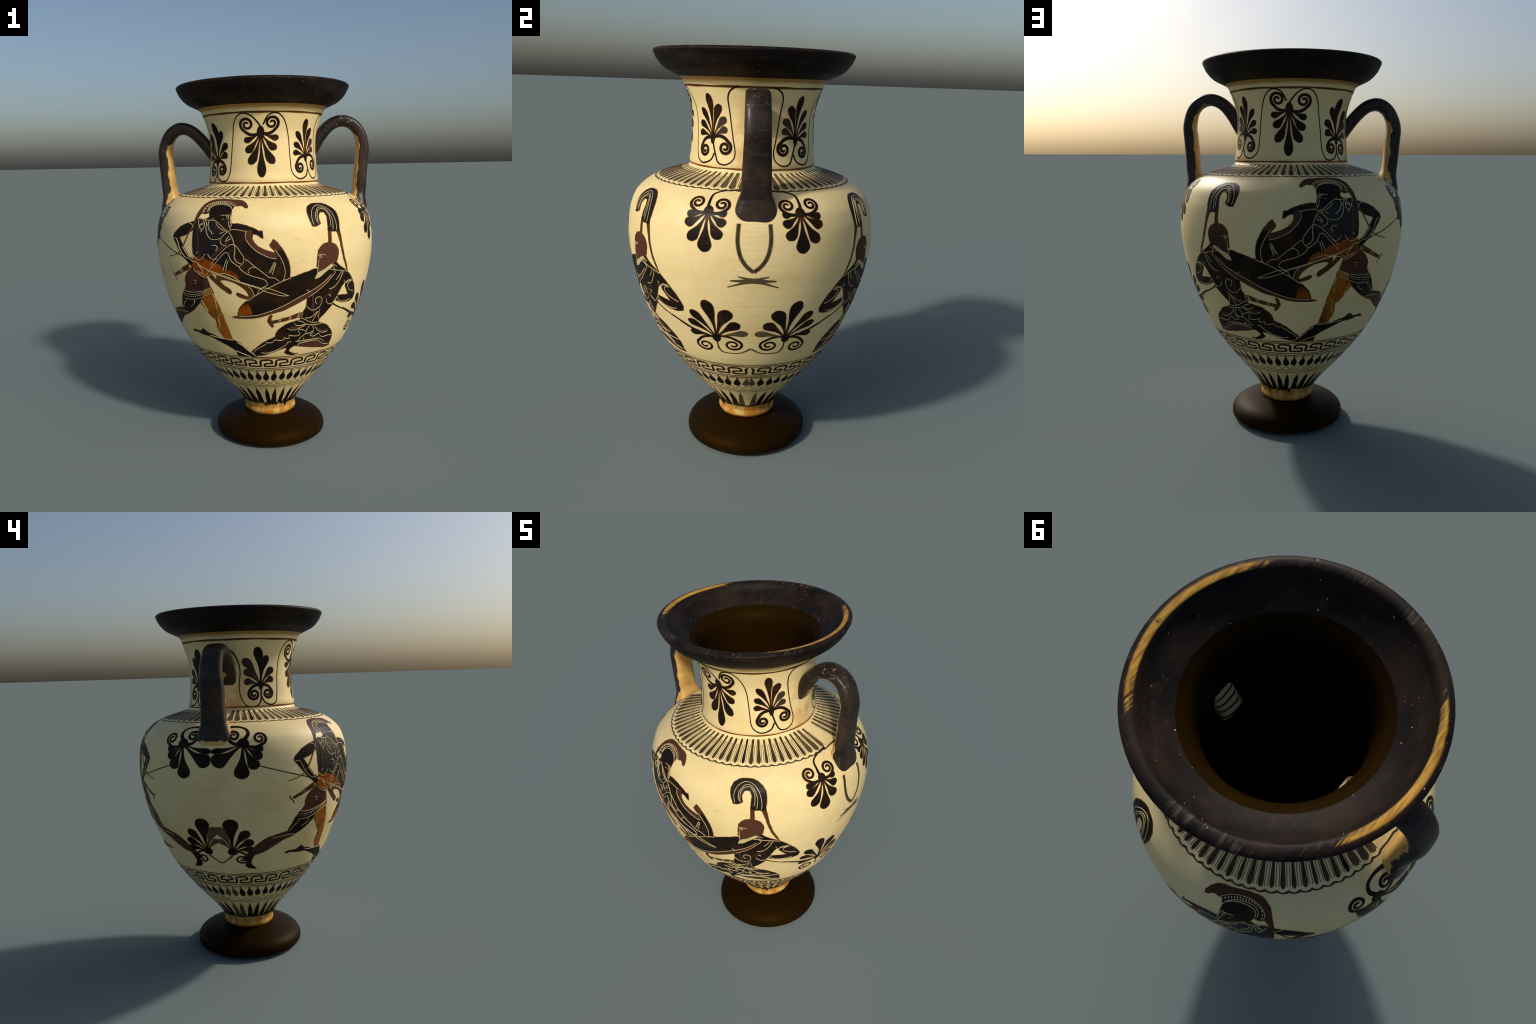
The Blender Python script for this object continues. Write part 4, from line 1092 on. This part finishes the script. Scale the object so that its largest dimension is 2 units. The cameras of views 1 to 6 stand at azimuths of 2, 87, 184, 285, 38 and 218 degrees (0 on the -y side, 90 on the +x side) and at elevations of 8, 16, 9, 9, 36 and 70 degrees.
# tongues round the shoulder: long drops between thin lines, closed by a scalloped line
lines, count = [], 34
edge_path = []
for i in range(count):
    a = -82.5 + 165 * i / (count - 1)
    soft = abs(a) > 70
    lean_in = rng.uniform(-.35, .35)
    top, low = 1.4585 + rng.uniform(-.002, .001), 1.4118 + rng.uniform(-.001, .001)
    w = (.0088 + rng.uniform(-.0012, .0016)) * (1.35 if soft else 1)
    shape = []
    for u, h in ((0, .35), (.06, .62), (.18, .60), (.35, .55), (.6, .72), (.8, .95), (.92, .95), (1, .45)):
        s = arc_of(top) + (arc_of(low) - arc_of(top)) * u
        shape.append((float(z_of(s)), h * w, lean_in * (1 - u)))
    left = [(a + l - math.degrees(h / float(wall_r(z))), z) for z, h, l in shape]
    right = [(a + l + math.degrees(h / float(wall_r(z))), z) for z, h, l in shape[::-1]]
    path = smooth_path(left + right, True, 3)
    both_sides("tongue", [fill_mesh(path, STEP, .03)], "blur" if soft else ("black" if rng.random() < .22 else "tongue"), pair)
    for off in (-1.75, 1.75):
        zs = z_of(np.linspace(arc_of(1.4135), arc_of(1.447), 7))
        lines.append(stroke_mesh([(a + off, float(z)) for z in zs], [.0024] * 7, STEP))
    for u in np.linspace(0, 1, 8)[:-1]:
        edge_path.append((a - 2.5 + 5 * u, 1.4075 - .0030 * math.sin(math.pi * u) + rng.uniform(-.0004, .0004)))
edge_path = [(-90, 1.4075)] + edge_path + [(90, 1.4075)]
both_sides("tongue_divider", lines, "fringe_dark", pair, stuff=True)
both_sides("scalloped_line", [stroke_mesh(edge_path, [.0068 * (1 + .3 * math.sin(i * .9)) for i in range(len(edge_path))], STEP)], "tongue", pair)

# running key between the double rings
key, unit = [(0, 0), (-.02, .85), (.12, 1), (.62, 1), (.74, .5), (.36, .48), (.25, .40), (.24, .04), (.32, 0), (.92, 0)], 11.35
base, tall = .5100, .0415
a = -3.0 - 8 * unit
while a < 90:
    pts = [(a + u * unit + rng.uniform(-.12, .12), base + v * tall + rng.uniform(-.0010, .0010)) for u, v in key] + [(a + unit, base)]
    path = [q for q in smooth_path(pts, False, 5) if -90 <= q[0] <= 90]
    if len(path) > 6:
        both_sides("key_pattern", [stroke_mesh(path, [.0094 * (1 + .25 * math.sin(i * .8)) for i in range(len(path))], STEP)], "black", pair)
        both_sides("slip_edge", [stroke_mesh(path, [.0122] * len(path), STEP * .5)], "fringe", pair, stuff=True)
    a += unit

# chain of hanging buds with thin loops above and below
loops, pitch = [], 7.35
for i in range(-12, 13):
    a = .3 + pitch * i
    top, neck_z, low, w = .4815, .462 + rng.uniform(-.003, .003), .4065 + rng.uniform(-.003, .003), .0255 + rng.uniform(-.002, .002)
    skew = .02 * a + rng.uniform(-.5, .5)
    r = float(wall_r(.43))
    dd = lambda m: math.degrees(m / r)
    shape = [(.0022, top), (.0030, neck_z), (w * .38, .448), (w * .62, .434), (w * .62, .420), (w * .35, low)]
    left = [(a - dd(h) - skew * (top - z) / .08, z) for h, z in shape]
    right = [(a + dd(h) - skew * (top - z) / .08, z) for h, z in shape[::-1]]
    path = smooth_path(left + right, True, 4)
    both_sides("bud", [fill_mesh(path, STEP)], "blur" if abs(a) > 82 else "black", pair)
    arch = [(a + u * pitch, .4560 + .022 * math.sin(math.pi * u) ** .7) for u in np.linspace(0, 1, 12)]
    loops.append(stroke_mesh(arch, [.0022] * 12, STEP * 1.2))
    swag = [(a + u * 2 * pitch, .4065 - .036 * math.sin(math.pi * u) ** .8) for u in np.linspace(0, 1, 18)]
    loops.append(stroke_mesh([q for q in swag if abs(q[0]) <= 90] if a + 2 * pitch > 90 else swag, [.0022] * (18 if a + 2 * pitch <= 90 else len([q for q in swag if abs(q[0]) <= 90])), STEP * 1.2))
both_sides("bud_loop", loops, "fringe_dark", pair, stuff=True)

# rays rising from the foot
a = -84.5
while a < 90:
    r = float(wall_r(.25))
    wmax = .0150 + rng.uniform(-.002, .0025)
    drift = rng.uniform(-1.2, 1.2)
    tip, foot_z = .340, .2085
    shape = [(.0006, tip), (.0016, .332), (.0045, .318), (wmax * .62, .300), (wmax * .80, .275), (wmax * .85, .250), (wmax, .232), (wmax * 1.05, foot_z)]
    side = lambda s: [(a + s * math.degrees(h * (1 + rng.uniform(-.12, .12)) / float(wall_r(z))) + drift * (tip - z) / .13, z) for h, z in shape]
    path = smooth_path(side(-1) + side(1)[::-1], True, 4)
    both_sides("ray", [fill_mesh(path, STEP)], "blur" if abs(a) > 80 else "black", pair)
    both_sides("ray_stem", [stroke_mesh([(a, .3480), (a, .344), (a, .338)], [.0022] * 3, STEP)], "fringe_dark", pair)
    a += 11.8 + rng.uniform(-.8, .8)
hoop("ray_ground", .2105, .009, "black", STEP, .0012)
# drips of black below the rays on the front
for a, d, w in ((-6, .022, .011), (1, .016, .010), (8, .012, .012), (15, .015, .012), (27, .013, .012), (36, .030, .014)):
    r = .155
    drip = [(a - math.degrees(w / r), .210), (a - math.degrees(w * .5 / r), .210 - d * .5), (a, .210 - d), (a + math.degrees(w * .45 / r), .210 - d * .5), (a + math.degrees(w / r), .210)]
    both_sides("slip_drip", [fill_mesh(smooth_path(drip, True, 3), STEP * 1.5)], "black", pair)
